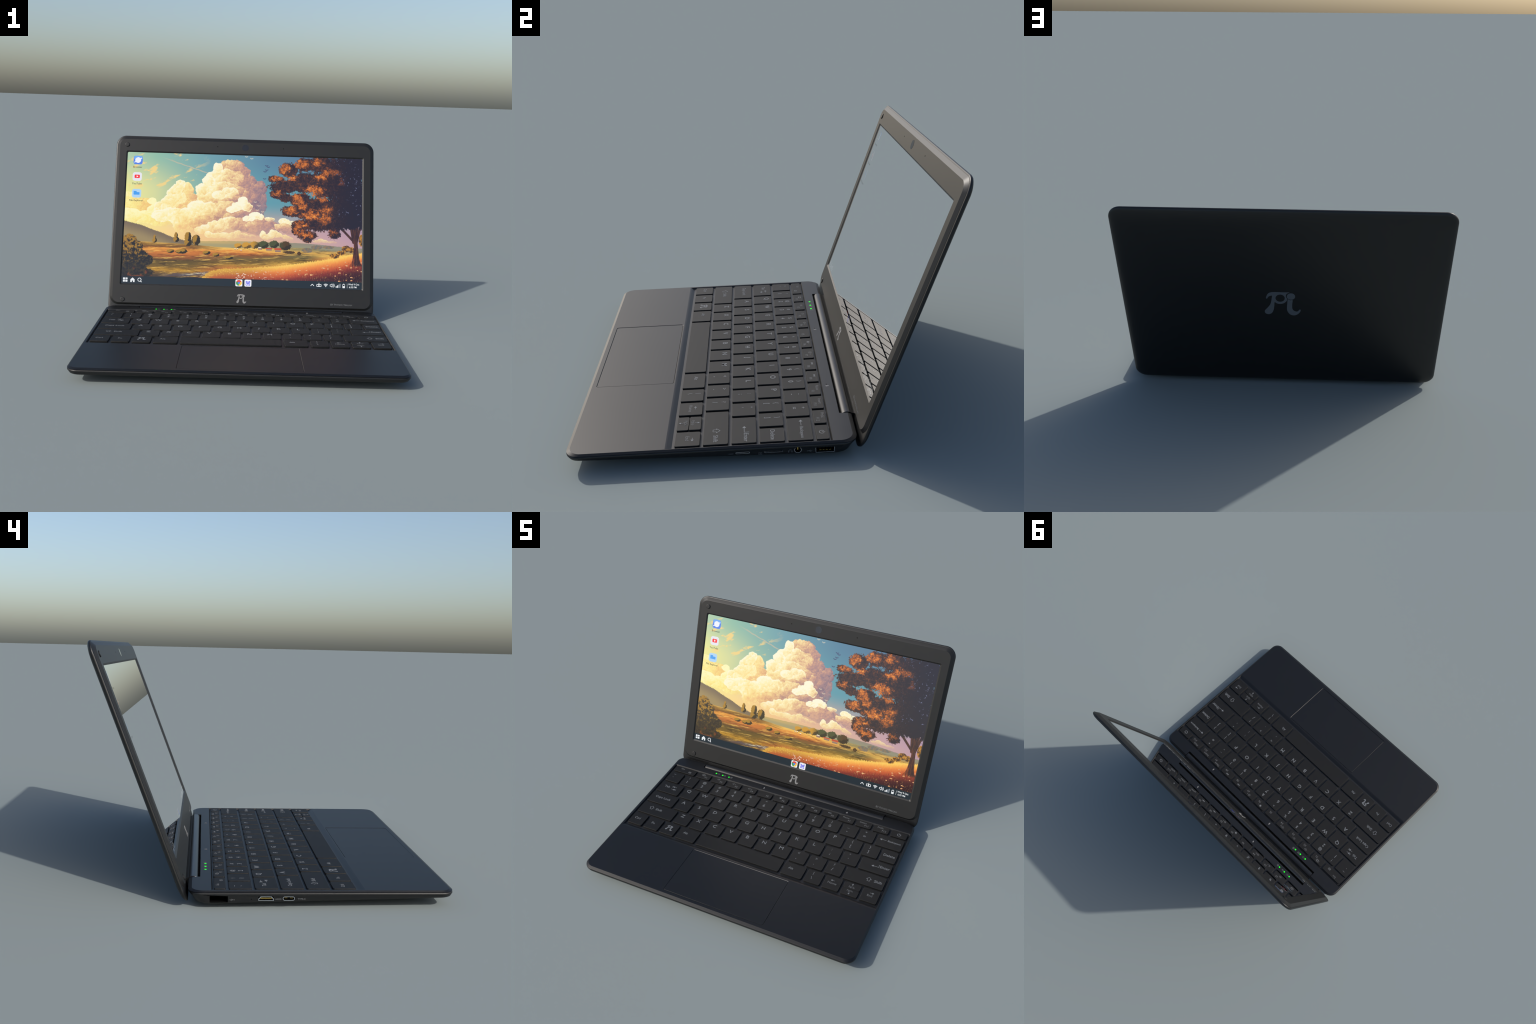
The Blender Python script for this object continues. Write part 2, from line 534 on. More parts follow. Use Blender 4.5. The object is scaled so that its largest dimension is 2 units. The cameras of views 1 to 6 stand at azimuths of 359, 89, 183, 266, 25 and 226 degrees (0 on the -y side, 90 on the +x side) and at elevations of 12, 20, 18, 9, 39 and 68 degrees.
# ------------------------------------------------------------------ keyboard
plate = loft([[(x, y, z) for x, y in rrect(-0.9695, 0.9775, -0.4270, 0.3130, 0.003, 3)] for z in (TRAY_Z - 0.003, TRAY_Z + 0.0006)], "keyboard")
keyboard = new_obj("keyboard", plate, laptop, [M_deck])
KEY_TOP = 0.0962
GAP = 0.0165
X_LEFT = -0.9625
PITCH = 0.1345
rows = {  # front edge, height, right edges of the keys
    0: (-0.4210, 0.1180, [-0.8455, -0.7110, -0.5765, -0.4045, 0.2640, 0.4365, 0.5705, 0.7045, 0.8390, 0.9730]),
    1: (-0.2870, 0.1180, [-0.6735 + PITCH * i for i in range(11)] + [0.9730]),
    2: (-0.1530, 0.1180, [-0.7430 + PITCH * i for i in range(12)] + [0.9735]),
    3: (-0.0195, 0.1180, [-0.7745] + [-0.6370 + PITCH * i for i in range(12)] + [0.9735]),
    4: (0.1145, 0.1180, [-0.8460 + 0.1343 * i for i in range(13)] + [0.9750]),
    5: (0.2480, 0.0610, [-0.7750 + PITCH * i for i in range(13)] + [0.9750]),
}
key_meshes, key_rects = {}, {}


def key_mesh(w, h, z1=KEY_TOP, tilt=0.0):
    k = (round(w, 3), round(h, 3), round(z1, 4), tilt)
    if k not in key_meshes:
        R = []
        for i, z, r in ((0.0005, TRAY_Z - 0.001, 0.008), (0.0, TRAY_Z + 0.003, 0.008), (0.0003, z1 - 0.0012, 0.0085), (0.0008, z1 - 0.0004, 0.0085), (0.0015, z1, 0.0085)):
            R.append([(x, y, z + (tilt * y if z > TRAY_Z + 0.004 else 0)) for x, y in rrect(-w / 2 + i, w / 2 - i, -h / 2 + i, h / 2 - i, r, 5)])
        me = loft(R, "key", False, True)
        me.materials.append(M_key)
        smooth(me, 40)
        key_meshes[k] = me
    return key_meshes[k]


def add_key(x0, x1, y0, y1, z1=KEY_TOP, tilt=0.0):
    ob = bpy.data.objects.new("key", key_mesh(x1 - x0, y1 - y0, z1, tilt))
    bpy.context.scene.collection.objects.link(ob)
    ob.parent = keyboard
    ob.location = ((x0 + x1) / 2, (y0 + y1) / 2, 0)


for r, (y0, h, ends) in rows.items():
    x0 = X_LEFT
    for i, x1 in enumerate(ends):
        key_rects[r, i] = (x0, x1, y0, y0 + h)
        if (r, i) == (0, 8):
            mid = y0 + h / 2
            add_key(x0, x1, mid + 0.0012, y0 + h, KEY_TOP, -0.006)
            add_key(x0, x1, y0, mid - 0.0012, KEY_TOP - 0.0006, 0.006)
        else:
            add_key(x0, x1, y0, y0 + h)
        x0 = x1 + GAP

L = Print()       # normal legends
S = Print()       # small dim legends


def at(r, i, fx, fy):
    x0, x1, y0, y1 = key_rects[r, i]
    return x0 + (x1 - x0) * fx, y0 + (y1 - y0) * fy


def letter(r, i, s, size=0.0290, fx=0.37, fy=0.71):
    x, y = at(r, i, fx, fy)
    L.text(s, x, y, size, bold=0.010, sx=1.08)


for i, s in enumerate("ZXCVBNM"):
    letter(1, i + 1, s)
for i, s in enumerate("ASDFGHJKL"):
    letter(2, i + 1, s)
for i, s in enumerate("QWERTYUIOP"):
    letter(3, i + 1, s)


def double(r, i, low, high, fx=0.37, ls=0.027, hs=0.022):
    x, y = at(r, i, fx, 0.37)
    L.text(low, x, y, ls, bold=0.010)
    x, y = at(r, i, fx, 0.76)
    L.text(high, x, y, hs, bold=0.006)


for i, (a, b) in enumerate(zip("`1234567890-=", "~!@#$%^&*()_+")):
    double(4, i, a, b)
double(3, 11, "[", "{", ls=0.024)
double(3, 12, "]", "}", ls=0.024)
double(2, 10, ";", ":", ls=0.024)
double(2, 11, "'", "\"", ls=0.024)
double(1, 8, ",", "<")
double(1, 9, ".", ">")
double(1, 10, "/", "?")
double(0, 6, "\\", "|", ls=0.024)


def word(r, i, s, fx, fy, size=0.0200, prn=None):
    x, y = at(r, i, fx, fy)
    (prn or L).text(s, x, y, size, bold=0.004)


word(0, 0, "Ctrl", 0.44, 0.52, 0.0205)
word(0, 1, "Fn", 0.44, 0.52, 0.0205)
word(0, 3, "Alt", 0.36, 0.57, 0.0205)
word(0, 5, "Alt", 0.34, 0.57, 0.0205)
x, y = at(0, 2, 0.48, 0.55)
L.pi(x, y, 0.056, 0.049)
word(2, 0, "Caps Lock", 0.48, 0.57, 0.0215)
word(3, 0, "Tab", 0.34, 0.57, 0.0215)
x, y = at(3, 0, 0.66, 0.57)
for dy, a in ((0.014, 180), (-0.014, 0)):
    L.arrow(x, y + dy, a, 0.034, 0.015, 0.0024)
    e = 0.019 * (1 if a == 0 else -1)
    L.line((x + e, y + dy - 0.009), (x + e, y + dy + 0.009), 0.0024)


def shift_sign(x, y, s):
    o = [(0, 0.5), (0.52, -0.02), (0.26, -0.02), (0.26, -0.5), (-0.26, -0.5), (-0.26, -0.02), (-0.52, -0.02), (0, 0.5)]
    L.path([(x + a * s, y + b * s) for a, b in o], 0.0026)


x, y = at(1, 0, 0.30, 0.60)
shift_sign(x, y, 0.034)
L.text("Shift", x + 0.062, y - 0.004, 0.0215, bold=0.004)
x, y = at(1, 11, 0.60, 0.52)
shift_sign(x, y, 0.034)
L.text("Shift", x + 0.066, y - 0.004, 0.0225, bold=0.004)
x, y = at(2, 12, 0.62, 0.58)
L.text("Enter", x + 0.036, y, 0.0225, bold=0.004)
L.arrow(x - 0.032, y - 0.008, 180, 0.052, 0.016, 0.0026)
L.line((x - 0.006, y - 0.009), (x - 0.006, y + 0.016), 0.0026)
word(3, 13, "Delete", 0.50, 0.52, 0.0220)
x, y = at(4, 13, 0.52, 0.58)
L.text("Backspace", x + 0.026, y, 0.0165, bold=0.003)
L.arrow(x - 0.056, y, 180, 0.050, 0.016, 0.0026)
for i, s, a in ((7, "Home", 180), (9, "End", 0)):
    x, y = at(0, i, 0.48, 0.58)
    L.arrow(x + (0.010 if i == 9 else -0.004), y + 0.013, a, 0.028, 0.013, 0.0024)
    S.text(s, x, y - 0.012, 0.0180, bold=0.004)
x, y = at(0, 8, 0.48, 0.5)
L.arrow(x, y + 0.040, 90, 0.024, 0.011, 0.0022)
S.text("PgUp", x, y + 0.018, 0.0140)
S.text("PgDn", x, y - 0.018, 0.0140)
L.arrow(x, y - 0.040, -90, 0.024, 0.011, 0.0022)

# function row
for i in range(1, 13):
    word(5, i, "F1" if i == 10 else "F%d" % i, 0.70, 0.32, 0.0165, S)
word(5, 0, "Esc", 0.36, 0.68, 0.0165, S)
x, y = at(5, 0, 0.74, 0.36)
S.frame(x - 0.010, x + 0.010, y - 0.007, y + 0.007, 0.0022)
S.line((x - 0.010, y - 0.003), (x + 0.010, y - 0.003), 0.0022)
S.line((x - 0.006, y + 0.003), (x + 0.006, y + 0.003), 0.0030)


def fn_icon(i):
    return at(5, i, 0.44, 0.70)


def speaker(p, x, y, s):
    p.path([(x - s, y - s * 0.4), (x - s * 0.5, y - s * 0.4), (x + s * 0.1, y - s), (x + s * 0.1, y + s), (x - s * 0.5, y + s * 0.4), (x - s, y + s * 0.4), (x - s, y - s * 0.4)], s * 0.2)


x, y = fn_icon(1)
S.frame(x - 0.013, x + 0.008, y - 0.007, y + 0.007, 0.0022)
S.frame(x - 0.004, x + 0.014, y - 0.010, y + 0.003, 0.0022)
x, y = fn_icon(2)
speaker(S, x, y, 0.009)
S.line((x + 0.004, y - 0.005), (x + 0.013, y + 0.005), 0.0022)
S.line((x + 0.004, y + 0.005), (x + 0.013, y - 0.005), 0.0022)
x, y = fn_icon(3)
speaker(S, x, y, 0.009)
S.line((x + 0.008, y), (x + 0.018, y), 0.0024)
x, y = fn_icon(4)
speaker(S, x, y, 0.009)
S.arc(x, y, 0.010, 0.002, -50, 50, 8)
S.line((x + 0.015, y), (x + 0.025, y), 0.0024)
S.line((x + 0.020, y - 0.005), (x + 0.020, y + 0.005), 0.0024)
for i, filled in ((6, True), (7, False)):
    x, y = fn_icon(i)
    if filled:
        L.disc(x, y, 0.0072, n=12)
    else:
        S.arc(x, y, 0.0062, 0.0022, n=14)
    for a in range(0, 360, 45):
        c, s = math.cos(math.radians(a)), math.sin(math.radians(a))
        S.line((x + 0.0080 * c, y + 0.0080 * s), (x + 0.0110 * c, y + 0.0110 * s), 0.0022)
    S.line((x + 0.017, y), (x + 0.025, y), 0.0022)
    if not filled:
        S.line((x + 0.021, y - 0.004), (x + 0.021, y + 0.004), 0.0022)
for i, d in ((8, -1), (9, 1)):
    x, y = fn_icon(i)
    for k in (-1, 0):
        a = x + d * (k * 0.010 + 0.001)
        L.poly([(a, y + 0.0065), (a, y - 0.0065), (a + d * 0.0095, y)])
    L.line((x + d * 0.0125, y - 0.0065), (x + d * 0.0125, y + 0.0065), 0.0024)
for i, s in ((10, "Pause"), (11, "Insert"), (12, "PrtSc")):
    word(5, i, s, 0.42, 0.74, 0.0155, S)
x, y = at(5, 13, 0.50, 0.50)
L.arc(x, y - 0.001, 0.0125, 0.0030, 125, 415, 18)
L.line((x, y - 0.001), (x, y + 0.015), 0.0030)
L.build("key_legend", keyboard, M_legend, Matrix.Translation((0, 0, KEY_TOP + 0.0001)), 0.0004)
S.build("key_legend", keyboard, M_small, Matrix.Translation((0, 0, KEY_TOP + 0.0001)), 0.0004)

# status lights, their signs and the two microphones behind the keys
for x in (-0.6255, -0.5690, -0.5130):
    q = Print()
    q.disc(x, 0.3508, 0.0062, n=10)
    q.build("status_light", base, M_led, Matrix.Translation((0, 0, DECK_Z + 0.0002)), 0.0006, kind=False)
q = Print()
q.arc(-0.6045, 0.3520, 0.0070, 0.0018, 125, 415, 14)
q.line((-0.6045, 0.352), (-0.6045, 0.361), 0.0018)
q.frame(-0.5575, -0.5420, 0.3470, 0.3570, 0.0018)
q.line((-0.5560, 0.3480), (-0.5430, 0.3560), 0.0018)
q.frame(-0.5000, -0.4850, 0.3465, 0.3580, 0.0018)
q.rect(-0.4970, -0.4880, 0.3490, 0.3530)
q.line((-0.500, 0.3580), (-0.4850, 0.3620), 0.0018)
q.build("status_sign", base, M_small, Matrix.Translation((0, 0, DECK_Z + 0.0002)), 0.0003)
for hx, ix in ((-0.2183, -0.2015), (0.4700, 0.4868)):
    h = Print()
    h.disc(hx, 0.3465, 0.0034, n=12)
    h.build("microphone", base, M_black, Matrix.Translation((0, 0, DECK_Z + 0.0001)), 0.0003, kind=False)
    h = Print()
    h.rect(ix - 0.0032, ix + 0.0032, 0.3435, 0.3570, 0.0030)
    h.arc(ix, 0.3475, 0.0062, 0.0016, 180, 360, 10)
    h.line((ix, 0.3415), (ix, 0.3375), 0.0016)
    h.build("microphone_sign", base, M_mark, Matrix.Translation((0, 0, DECK_Z + 0.0002)), 0.0003)

# ------------------------------------------------------------------ lid
# local frame: x to the right, y up along the screen, z out of the screen; y = 0 at the lower edge of the opening
TILT = math.radians(69.80)
LX = 0.9995


def lid_ring(ix, lo, hi, z, r, x_half=LX, seg=12):
    return [(x, y, z) for x, y in rrect(-x_half + ix, x_half - ix, lo, hi, r, seg)]


lo, hi = -0.221, 1.163
rings = [
    lid_ring(0.0200, lo + 0.012, hi - 0.016, -0.0060, 0.060),
    lid_ring(0.0070, lo + 0.005, hi - 0.005, -0.0075, 0.068),
    lid_ring(0.0030, lo + 0.001, hi - 0.002, -0.0090, 0.072),
    lid_ring(0.0005, lo, hi, -0.0135, 0.074),
    lid_ring(0.0010, lo + 0.001, hi - 0.001, -0.0185, 0.074),
    lid_ring(0.0050, lo + 0.009, hi - 0.005, -0.0240, 0.072),
    lid_ring(0.0120, lo + 0.021, hi - 0.014, -0.0290, 0.068),
    lid_ring(0.0230, lo + 0.039, hi - 0.030, -0.0330, 0.062),
    lid_ring(0.0400, lo + 0.062, hi - 0.052, -0.0357, 0.052),
    lid_ring(0.0650, lo + 0.090, hi - 0.080, -0.0372, 0.045),
    lid_ring(0.1000, lo + 0.130, hi - 0.115, -0.0378, 0.040),
]
lid = new_obj("lid", loft(rings, "lid"), laptop, [M_cover])
lid.location = (0, 0.508, 0.237)
lid.rotation_euler = (TILT, 0, 0)
smooth(lid.data, 40, False)

# bezel frame with the screen opening
FACE = 0.0065
OX, OLO, OHI = 0.9175, 0.0, 1.0375
SCR = 0.0
outer = [
    (0.0150, -0.135, 1.138, -0.0080, 0.055),
    (0.0020, -0.149, 1.152, -0.0078, 0.066),
    (0.0012, -0.150, 1.153, -0.0066, 0.066),
    (0.0200, -0.137, 1.133, 0.0056, 0.052),
    (0.0215, -0.136, 1.131, FACE, 0.050),
]
inner = [(-0.0015, 0.0, FACE), (0.0080, 0.0080, 0.0004), (0.0085, 0.0085, -0.0010), (0.0085, 0.0085, -0.0080)]
rings = [lid_ring(i, a, b, z, r, 0.9915) for i, a, b, z, r in outer]
rings += [[(x, y, z) for x, y in rrect(-OX + i, OX - i, OLO + i, OHI - i, 0.010, 12)] for i, _, z in inner]
me = loft(rings, "bezel", False, False)
bm = bmesh.new()
bm.from_mesh(me)
bm.verts.ensure_lookup_table()
n = 52
k = len(rings) - 1
for i in range(n):
    j = (i + 1) % n
    bm.faces.new([bm.verts[k * n + i], bm.verts[k * n + j], bm.verts[j], bm.verts[i]])
bmesh.ops.recalc_face_normals(bm, faces=bm.faces)
bm.to_mesh(me)
bm.free()
bezel = new_obj("bezel", me, lid, [M_bezel])
smooth(me, 12)

# hinge barrel (modelled in the lid's frame so that it belongs to the lid)
inv = (Matrix.Translation(lid.location) @ Matrix.Rotation(TILT, 4, "X")).inverted()
HC, HR = (0.4175, 0.0620), 0.0363
hv = []
NS = 40
for x, rr in ((-0.7535, HR - 0.002), (-0.7520, HR), (0.7520, HR), (0.7535, HR - 0.002)):
    hv.append([tuple(inv @ Vector((x, HC[0] + rr * math.cos(2 * math.pi * t / NS), HC[1] + rr * math.sin(2 * math.pi * t / NS)))) for t in range(NS)])
hinge = new_obj("hinge", loft(hv, "hinge"), lid, [M_hinge])
smooth(hinge.data, 40)
web = prism_x([(0.4310, 0.0930), (0.4300, 0.0500), (0.4630, 0.0500), (0.4640, 0.0835)], -0.7520, 0.7520, "web")
web.transform(inv)
# link between barrel and bezel
new_obj("hinge_web", web, lid, [M_hinge])

face_frame = Matrix.Translation((0, 0, FACE + 0.0001))
# rubber bumpers on the left side of the frame
for bx, by in ((-0.9140, 1.0870), (-0.8930, -0.1110)):
    R = []
    for rad, z in ((0.0170, FACE - 0.002), (0.0170, FACE + 0.0035), (0.0155, FACE + 0.0050), (0.0120, FACE + 0.0056)):
        R.append([(bx + rad * math.cos(2 * math.pi * t / 28), by + rad * math.sin(2 * math.pi * t / 28), z) for t in range(28)])
    b = new_obj("bumper", loft(R, "bumper"), lid, [M_bezel])
    smooth(b.data, 25)
q = Print()
q.disc(-0.0018, 1.0885, 0.0255, n=40)
q.build("webcam", lid, M_glass, face_frame, 0.0006, kind=False)
for x in (-0.217, 0.293):
    q = Print()
    q.disc(x, 1.091, 0.0036, n=12)
    q.build("microphone", lid, M_black, face_frame, 0.0003, kind=False)
q = Print()
q.pi(-0.001, -0.0860, 0.0730, 0.0690)
q.build("frame_logo", lid, M_mark, face_frame, 0.0005, kind=False)
q = Print()
q.text("BY", 0.6710, -0.1115, 0.0135, "LEFT", 0.01)
q.text("P", 0.6995, -0.1115, 0.0135, "LEFT", 0.01)
q.text("HYSICS", 0.7100, -0.1125, 0.0115, "LEFT", 0.01)
q.text("W", 0.7700, -0.1115, 0.0125, "LEFT", 0.01)
q.text("ALLAH", 0.7855, -0.1125, 0.0115, "LEFT", 0.01)
q.build("frame_writing", lid, M_small, face_frame, 0.0003)
q = Print()
q.pi(0, 0.4740, 0.2235, 0.1880)
back_frame = Matrix(((-1, 0, 0, 0), (0, 1, 0, 0), (0, 0, -1, -0.0379), (0, 0, 0, 1)))
q.build("lid_logo", lid, M_logo, back_frame, 0.0008, kind=False)


# ------------------------------------------------------------------ screen picture, computed in shader nodes
class X:
    """a node socket with arithmetic"""
    nt = None

    def __init__(self, s):
        self.s = s

    @staticmethod
    def math(op, *a, clamp=False):
        n = X.nt.nodes.new("ShaderNodeMath")
        n.operation, n.use_clamp = op, clamp
        for i, v in enumerate(a):
            if isinstance(v, X):
                X.nt.links.new(v.s, n.inputs[i])
            else:
                n.inputs[i].default_value = v
        return X(n.outputs[0])

    def __add__(s, o): return X.math("ADD", s, o)
    def __radd__(s, o): return X.math("ADD", o, s)
    def __sub__(s, o): return X.math("SUBTRACT", s, o)
    def __rsub__(s, o): return X.math("SUBTRACT", o, s)
    def __mul__(s, o): return X.math("MULTIPLY", s, o)
    def __rmul__(s, o): return X.math("MULTIPLY", o, s)
    def __truediv__(s, o): return X.math("DIVIDE", s, o)


def xmin(a, b): return X.math("MINIMUM", a, b)
def xmax(a, b): return X.math("MAXIMUM", a, b)
def xabs(a): return X.math("ABSOLUTE", a)


def step(a, b, x):
    """smooth step: 0 at a, 1 at b (a may be larger than b)"""
    n = X.nt.nodes.new("ShaderNodeMapRange")
    n.interpolation_type = "SMOOTHSTEP"
    n.clamp = False
    flip = a > b
    if flip:
        a, b = b, a
    n.inputs["From Min"].default_value, n.inputs["From Max"].default_value = a, b
    n.inputs["To Min"].default_value, n.inputs["To Max"].default_value = (1, 0) if flip else (0, 1)
    X.nt.links.new(x.s, n.inputs["Value"])
    return X(n.outputs["Result"])


def vec(u, v, w=0.0):
    n = X.nt.nodes.new("ShaderNodeCombineXYZ")
    for i, a in enumerate((u, v, w)):
        if isinstance(a, X):
            X.nt.links.new(a.s, n.inputs[i])
        else:
            n.inputs[i].default_value = a
    return X(n.outputs[0])


def vmath(op, a, b=None):
    n = X.nt.nodes.new("ShaderNodeVectorMath")
    n.operation = op
    for i, v in enumerate((a, b)):
        if isinstance(v, X):
            X.nt.links.new(v.s, n.inputs[i])
        elif v is not None:
            n.inputs[i].default_value = v
    return X(n.outputs["Value"] if op in ("LENGTH", "DOT_PRODUCT", "DISTANCE") else n.outputs["Vector"])


def noise(p, scale=1.0, detail=3.0, rough=0.55, color=False):
    n = X.nt.nodes.new("ShaderNodeTexNoise")
    n.noise_dimensions = "2D"
    n.inputs["Scale"].default_value, n.inputs["Detail"].default_value, n.inputs["Roughness"].default_value = scale, detail, rough
    X.nt.links.new(p.s, n.inputs["Vector"])
    if color:
        k = X.nt.nodes.new("ShaderNodeSeparateColor")
        X.nt.links.new(n.outputs["Color"], k.inputs[0])
        return vec(X(k.outputs[0]), X(k.outputs[1]))
    return X(n.outputs["Fac"])


def cells(p, scale):
    """voronoi: distance to the cell centre, lighting from the upper left inside the cell, and a random value"""
    n = X.nt.nodes.new("ShaderNodeTexVoronoi")
    n.voronoi_dimensions = "2D"
    n.inputs["Scale"].default_value = scale
    X.nt.links.new(p.s, n.inputs["Vector"])
    rel = vmath("SUBTRACT", p, X(n.outputs["Position"]))
    k = X.nt.nodes.new("ShaderNodeSeparateColor")
    X.nt.links.new(n.outputs["Color"], k.inputs[0])
    return X(n.outputs["Distance"]), vmath("DOT_PRODUCT", rel, (-0.6 * scale, 0.75 * scale, 0)), X(k.outputs[0])


def ramp(x, stops):
    n = X.nt.nodes.new("ShaderNodeValToRGB")
    e = n.color_ramp.elements
    while len(e) < len(stops):
        e.new(0.5)
    for k, (pos, c) in zip(e, sorted(stops, key=lambda q: q[0])):
        k.position = pos
        k.color = lin(c)
    X.nt.links.new(x.s, n.inputs["Fac"])
    return X(n.outputs["Color"])


def mix(a, b, f):
    n = X.nt.nodes.new("ShaderNodeMix")
    n.data_type = "RGBA"
    for i, v in ((6, a), (7, b)):
        if isinstance(v, X):
            X.nt.links.new(v.s, n.inputs[i])
        else:
            n.inputs[i].default_value = lin(v)
    if isinstance(f, X):
        X.nt.links.new(f.s, n.inputs[0])
    else:
        n.inputs[0].default_value = f
    return X(n.outputs[2])


def curve(u, pts):
    """height (0..9) as a smooth function of u (0..16)"""
    n = X.nt.nodes.new("ShaderNodeFloatCurve")
    c = n.mapping.curves[0]
    pts = [(min(max(a / 16, 0), 1), b / 9) for a, b in pts]
    while len(c.points) < len(pts):
        c.points.new(0.5, 0.5)
    for q, (a, b) in zip(c.points, pts):
        q.location = (a, b)
    n.mapping.update()
    X.nt.links.new((u * (1 / 16)).s, n.inputs["Value"])
    return X(n.outputs[0]) * 9.0


def blobs(p, lst):
    """largest of 1 - distance/radius over a set of ellipses"""
    d = None
    for x, y, rx, ry in lst:
        n = X.nt.nodes.new("ShaderNodeVectorMath")
        n.operation = "MULTIPLY_ADD"
        X.nt.links.new(p.s, n.inputs[0])
        n.inputs[1].default_value = (1 / rx, 1 / ry, 0)
        n.inputs[2].default_value = (-x / rx, -y / ry, 0)
        l = vmath("LENGTH", X(n.outputs[0]))
        d = l if d is None else xmin(d, l)
    return 1.0 - d


def seg_dist(u, v, a, b):
    ax, ay = a
    dx, dy = b[0] - ax, b[1] - ay
    l2 = dx * dx + dy * dy
    t = xmin(xmax((u - ax) * (dx / l2) + (v - ay) * (dy / l2), 0.0), 1.0)
    return vmath("LENGTH", vec(u - ax - t * dx, v - ay - t * dy))


# cloud masses from back to front: (brightness, blobs)
CLOUDS = [
    (.30, [(7.40, 8.22, .58, .45), (6.85, 8.30, .58, .40), (7.81, 7.66, .63, .63), (8.12, 6.92, .77, .77), (8.92, 6.65, .6, .6), (9.15, 6.07, .39, .5), (9.03, 5.4, .53, .6), (7.7, 6.2, 1.4, 1.5), (8.5, 5.0, .9, .9), (6.2, 5.3, 1.8, 1.0), (6.9, 7.2, 1.0, 1.2), (5.9, 6.3, 1.0, 1.0)]),
    (.40, [(8.1, 6.1, .75, .6), (8.55, 5.45, .55, .5), (7.4, 7.4, .6, .5)]),
    (.72, [(6.15, 7.95, .33, .45), (6.75, 7.6, .55, .42), (7.15, 7.45, .45, .32), (5.95, 7.35, .6, .5), (6.5, 7.0, .7, .5)]),
    (.80, [(5.55, 7.15, .5, .42), (5.15, 6.55, .48, .45), (5.8, 6.7, .6, .5), (6.6, 6.7, .75, .42), (5.3, 6.05, .6, .5)]),
    (.50, [(6.6, 5.9, 1.1, .7), (7.4, 6.4, .8, .5), (5.6, 5.6, .7, .5)]),
    (.74, [(7.0, 6.35, .62, .38), (6.3, 6.2, .5, .32), (7.4, 6.15, .35, .25)]),
    (.46, [(4.05, 6.6, .42, .45), (3.97, 6.35, .6, .6), (4.25, 5.7, .65, .7), (3.9, 5.3, 1.0, .7), (4.6, 5.2, .7, .6)]),
    (.78, [(3.66, 6.88, .34, .32), (3.45, 6.5, .4, .4), (3.25, 6.15, .5, .45), (3.0, 5.6, .6, .5), (3.6, 5.9, .5, .45), (2.35, 5.2, .45, .42)]),
    (.40, [(6.9, 5.2, 1.2, .6), (8.3, 4.9, .8, .5), (7.7, 4.6, 1.3, .6)]),
    (.88, [(7.9, 5.72, .40, .42), (7.55, 5.45, .42, .33), (8.2, 5.4, .35, .35), (7.2, 5.2, .4, .22)]),
    (.76, [(4.9, 5.25, .75, .5), (5.6, 5.2, .62, .52), (4.3, 4.85, .7, .42), (5.3, 4.75, .75, .42)]),
    (.70, [(3.3, 4.75, .9, .5), (2.5, 4.65, .7, .45), (3.9, 4.35, .8, .45), (4.3, 4.0, 1.1, .5)]),
    (.34, [(5.3, 4.35, .62, .38), (5.9, 4.2, .55, .3), (4.75, 4.1, .4, .28)]),
    (.66, [(6.2, 4.0, .7, .42), (7.0, 4.3, .75, .42), (5.4, 3.75, .7, .3)]),
    (.36, [(7.9, 4.2, .9, .5), (8.9, 4.3, .9, .5), (9.7, 4.15, .7, .42), (9.3, 3.9, 1.3, .4)]),
    (.90, [(8.75, 4.82, .42, .25), (8.35, 4.62, .40, .22), (9.1, 4.75, .25, .2), (9.75, 4.62, .36, .16)]),
    (.78, [(10.75, 4.5, .42, .22), (11.2, 4.3, .5, .25), (11.7, 4.1, .5, .25), (5.4, 3.95, .3, .18)]),
    (.40, [(10.6, 4.1, .6, .28), (11.3, 3.85, .8, .28)]),
]
CLOUD_LOW = [
    (.62, [(.26, 5.94, .55, .32), (0, 5.5, .63, .45), (.75, 5.75, .35, .22)]),
    (.40, [(1.35, 5.45, .62, .40), (.7, 5.1, .9, .45), (1.2, 4.9, .6, .4)]),
    (.86, [(1.8, 5.62, .30, .24), (2.0, 4.95, .55, .5), (1.5, 4.6, .8, .4)]),
    (.72, [(.3, 4.75, .8, .35), (1.0, 4.45, 1.0, .35), (2.4, 4.3, 1.0, .4)]),
]
CLOUD_HORIZON = [
    (.74, [(9.3, 3.55, .22, .24), (9.5, 3.4, .32, .2), (10.05, 3.68, .34, .22), (10.3, 3.55, .32, .2), (9.85, 3.5, .3, .22), (10.85, 3.42, .26, .16), (11.1, 3.32, .25, .12)]),
    (.66, [(7.64, 3.58, .25, .2), (7.4, 3.45, .35, .2), (8.0, 3.42, .35, .2), (6.7, 3.42, .38, .2), (6.2, 3.4, .35, .2), (8.55, 3.36, .3, .16), (5.7, 3.45, .35, .22), (7.1, 3.36, .4, .2)]),
    (.58, [(13.2, 3.28, .22, .12), (13.5, 3.2, .3, .1), (13.0, 3.18, .3, .1), (14.0, 3.15, .3, .08)]),
]
FOLIAGE = [(10.13, 7.4, .6, .28), (10.99, 8.06, .7, .53), (12.07, 8.47, .7, .49), (13.24, 8.51, 1.06, .63), (14.4, 8.24, 1.13, .85), (15.49, 8.28, 1.06, 1.06),
           (10.72, 6.86, 1.06, .46), (10.23, 6.36, .53, .35), (10.81, 6.12, .42, .32), (12.16, 7.2, 1.34, .77), (13.62, 7.1, 1.41, 1.06), (15.07, 6.85, 1.41, 1.27),
           (11.82, 6.0, .77, .53), (11.19, 5.21, .7, .39), (12.19, 5.28, .99, .6), (13.27, 5.46, 1.27, .85), (14.72, 5.5, 1.41, 1.06), (15.73, 5.24, .85, 1.2),
           (11.85, 4.24, .67, .42), (11.57, 3.94, .35, .39), (12.29, 3.59, .7, .35), (12.33, 3.27, .32, .21), (12.93, 4.42, 1.2, .56), (14.01, 4.45, 1.06, .56),
           (14.12, 3.72, .46, .35), (15.16, 4.56, 1.06, .49)]
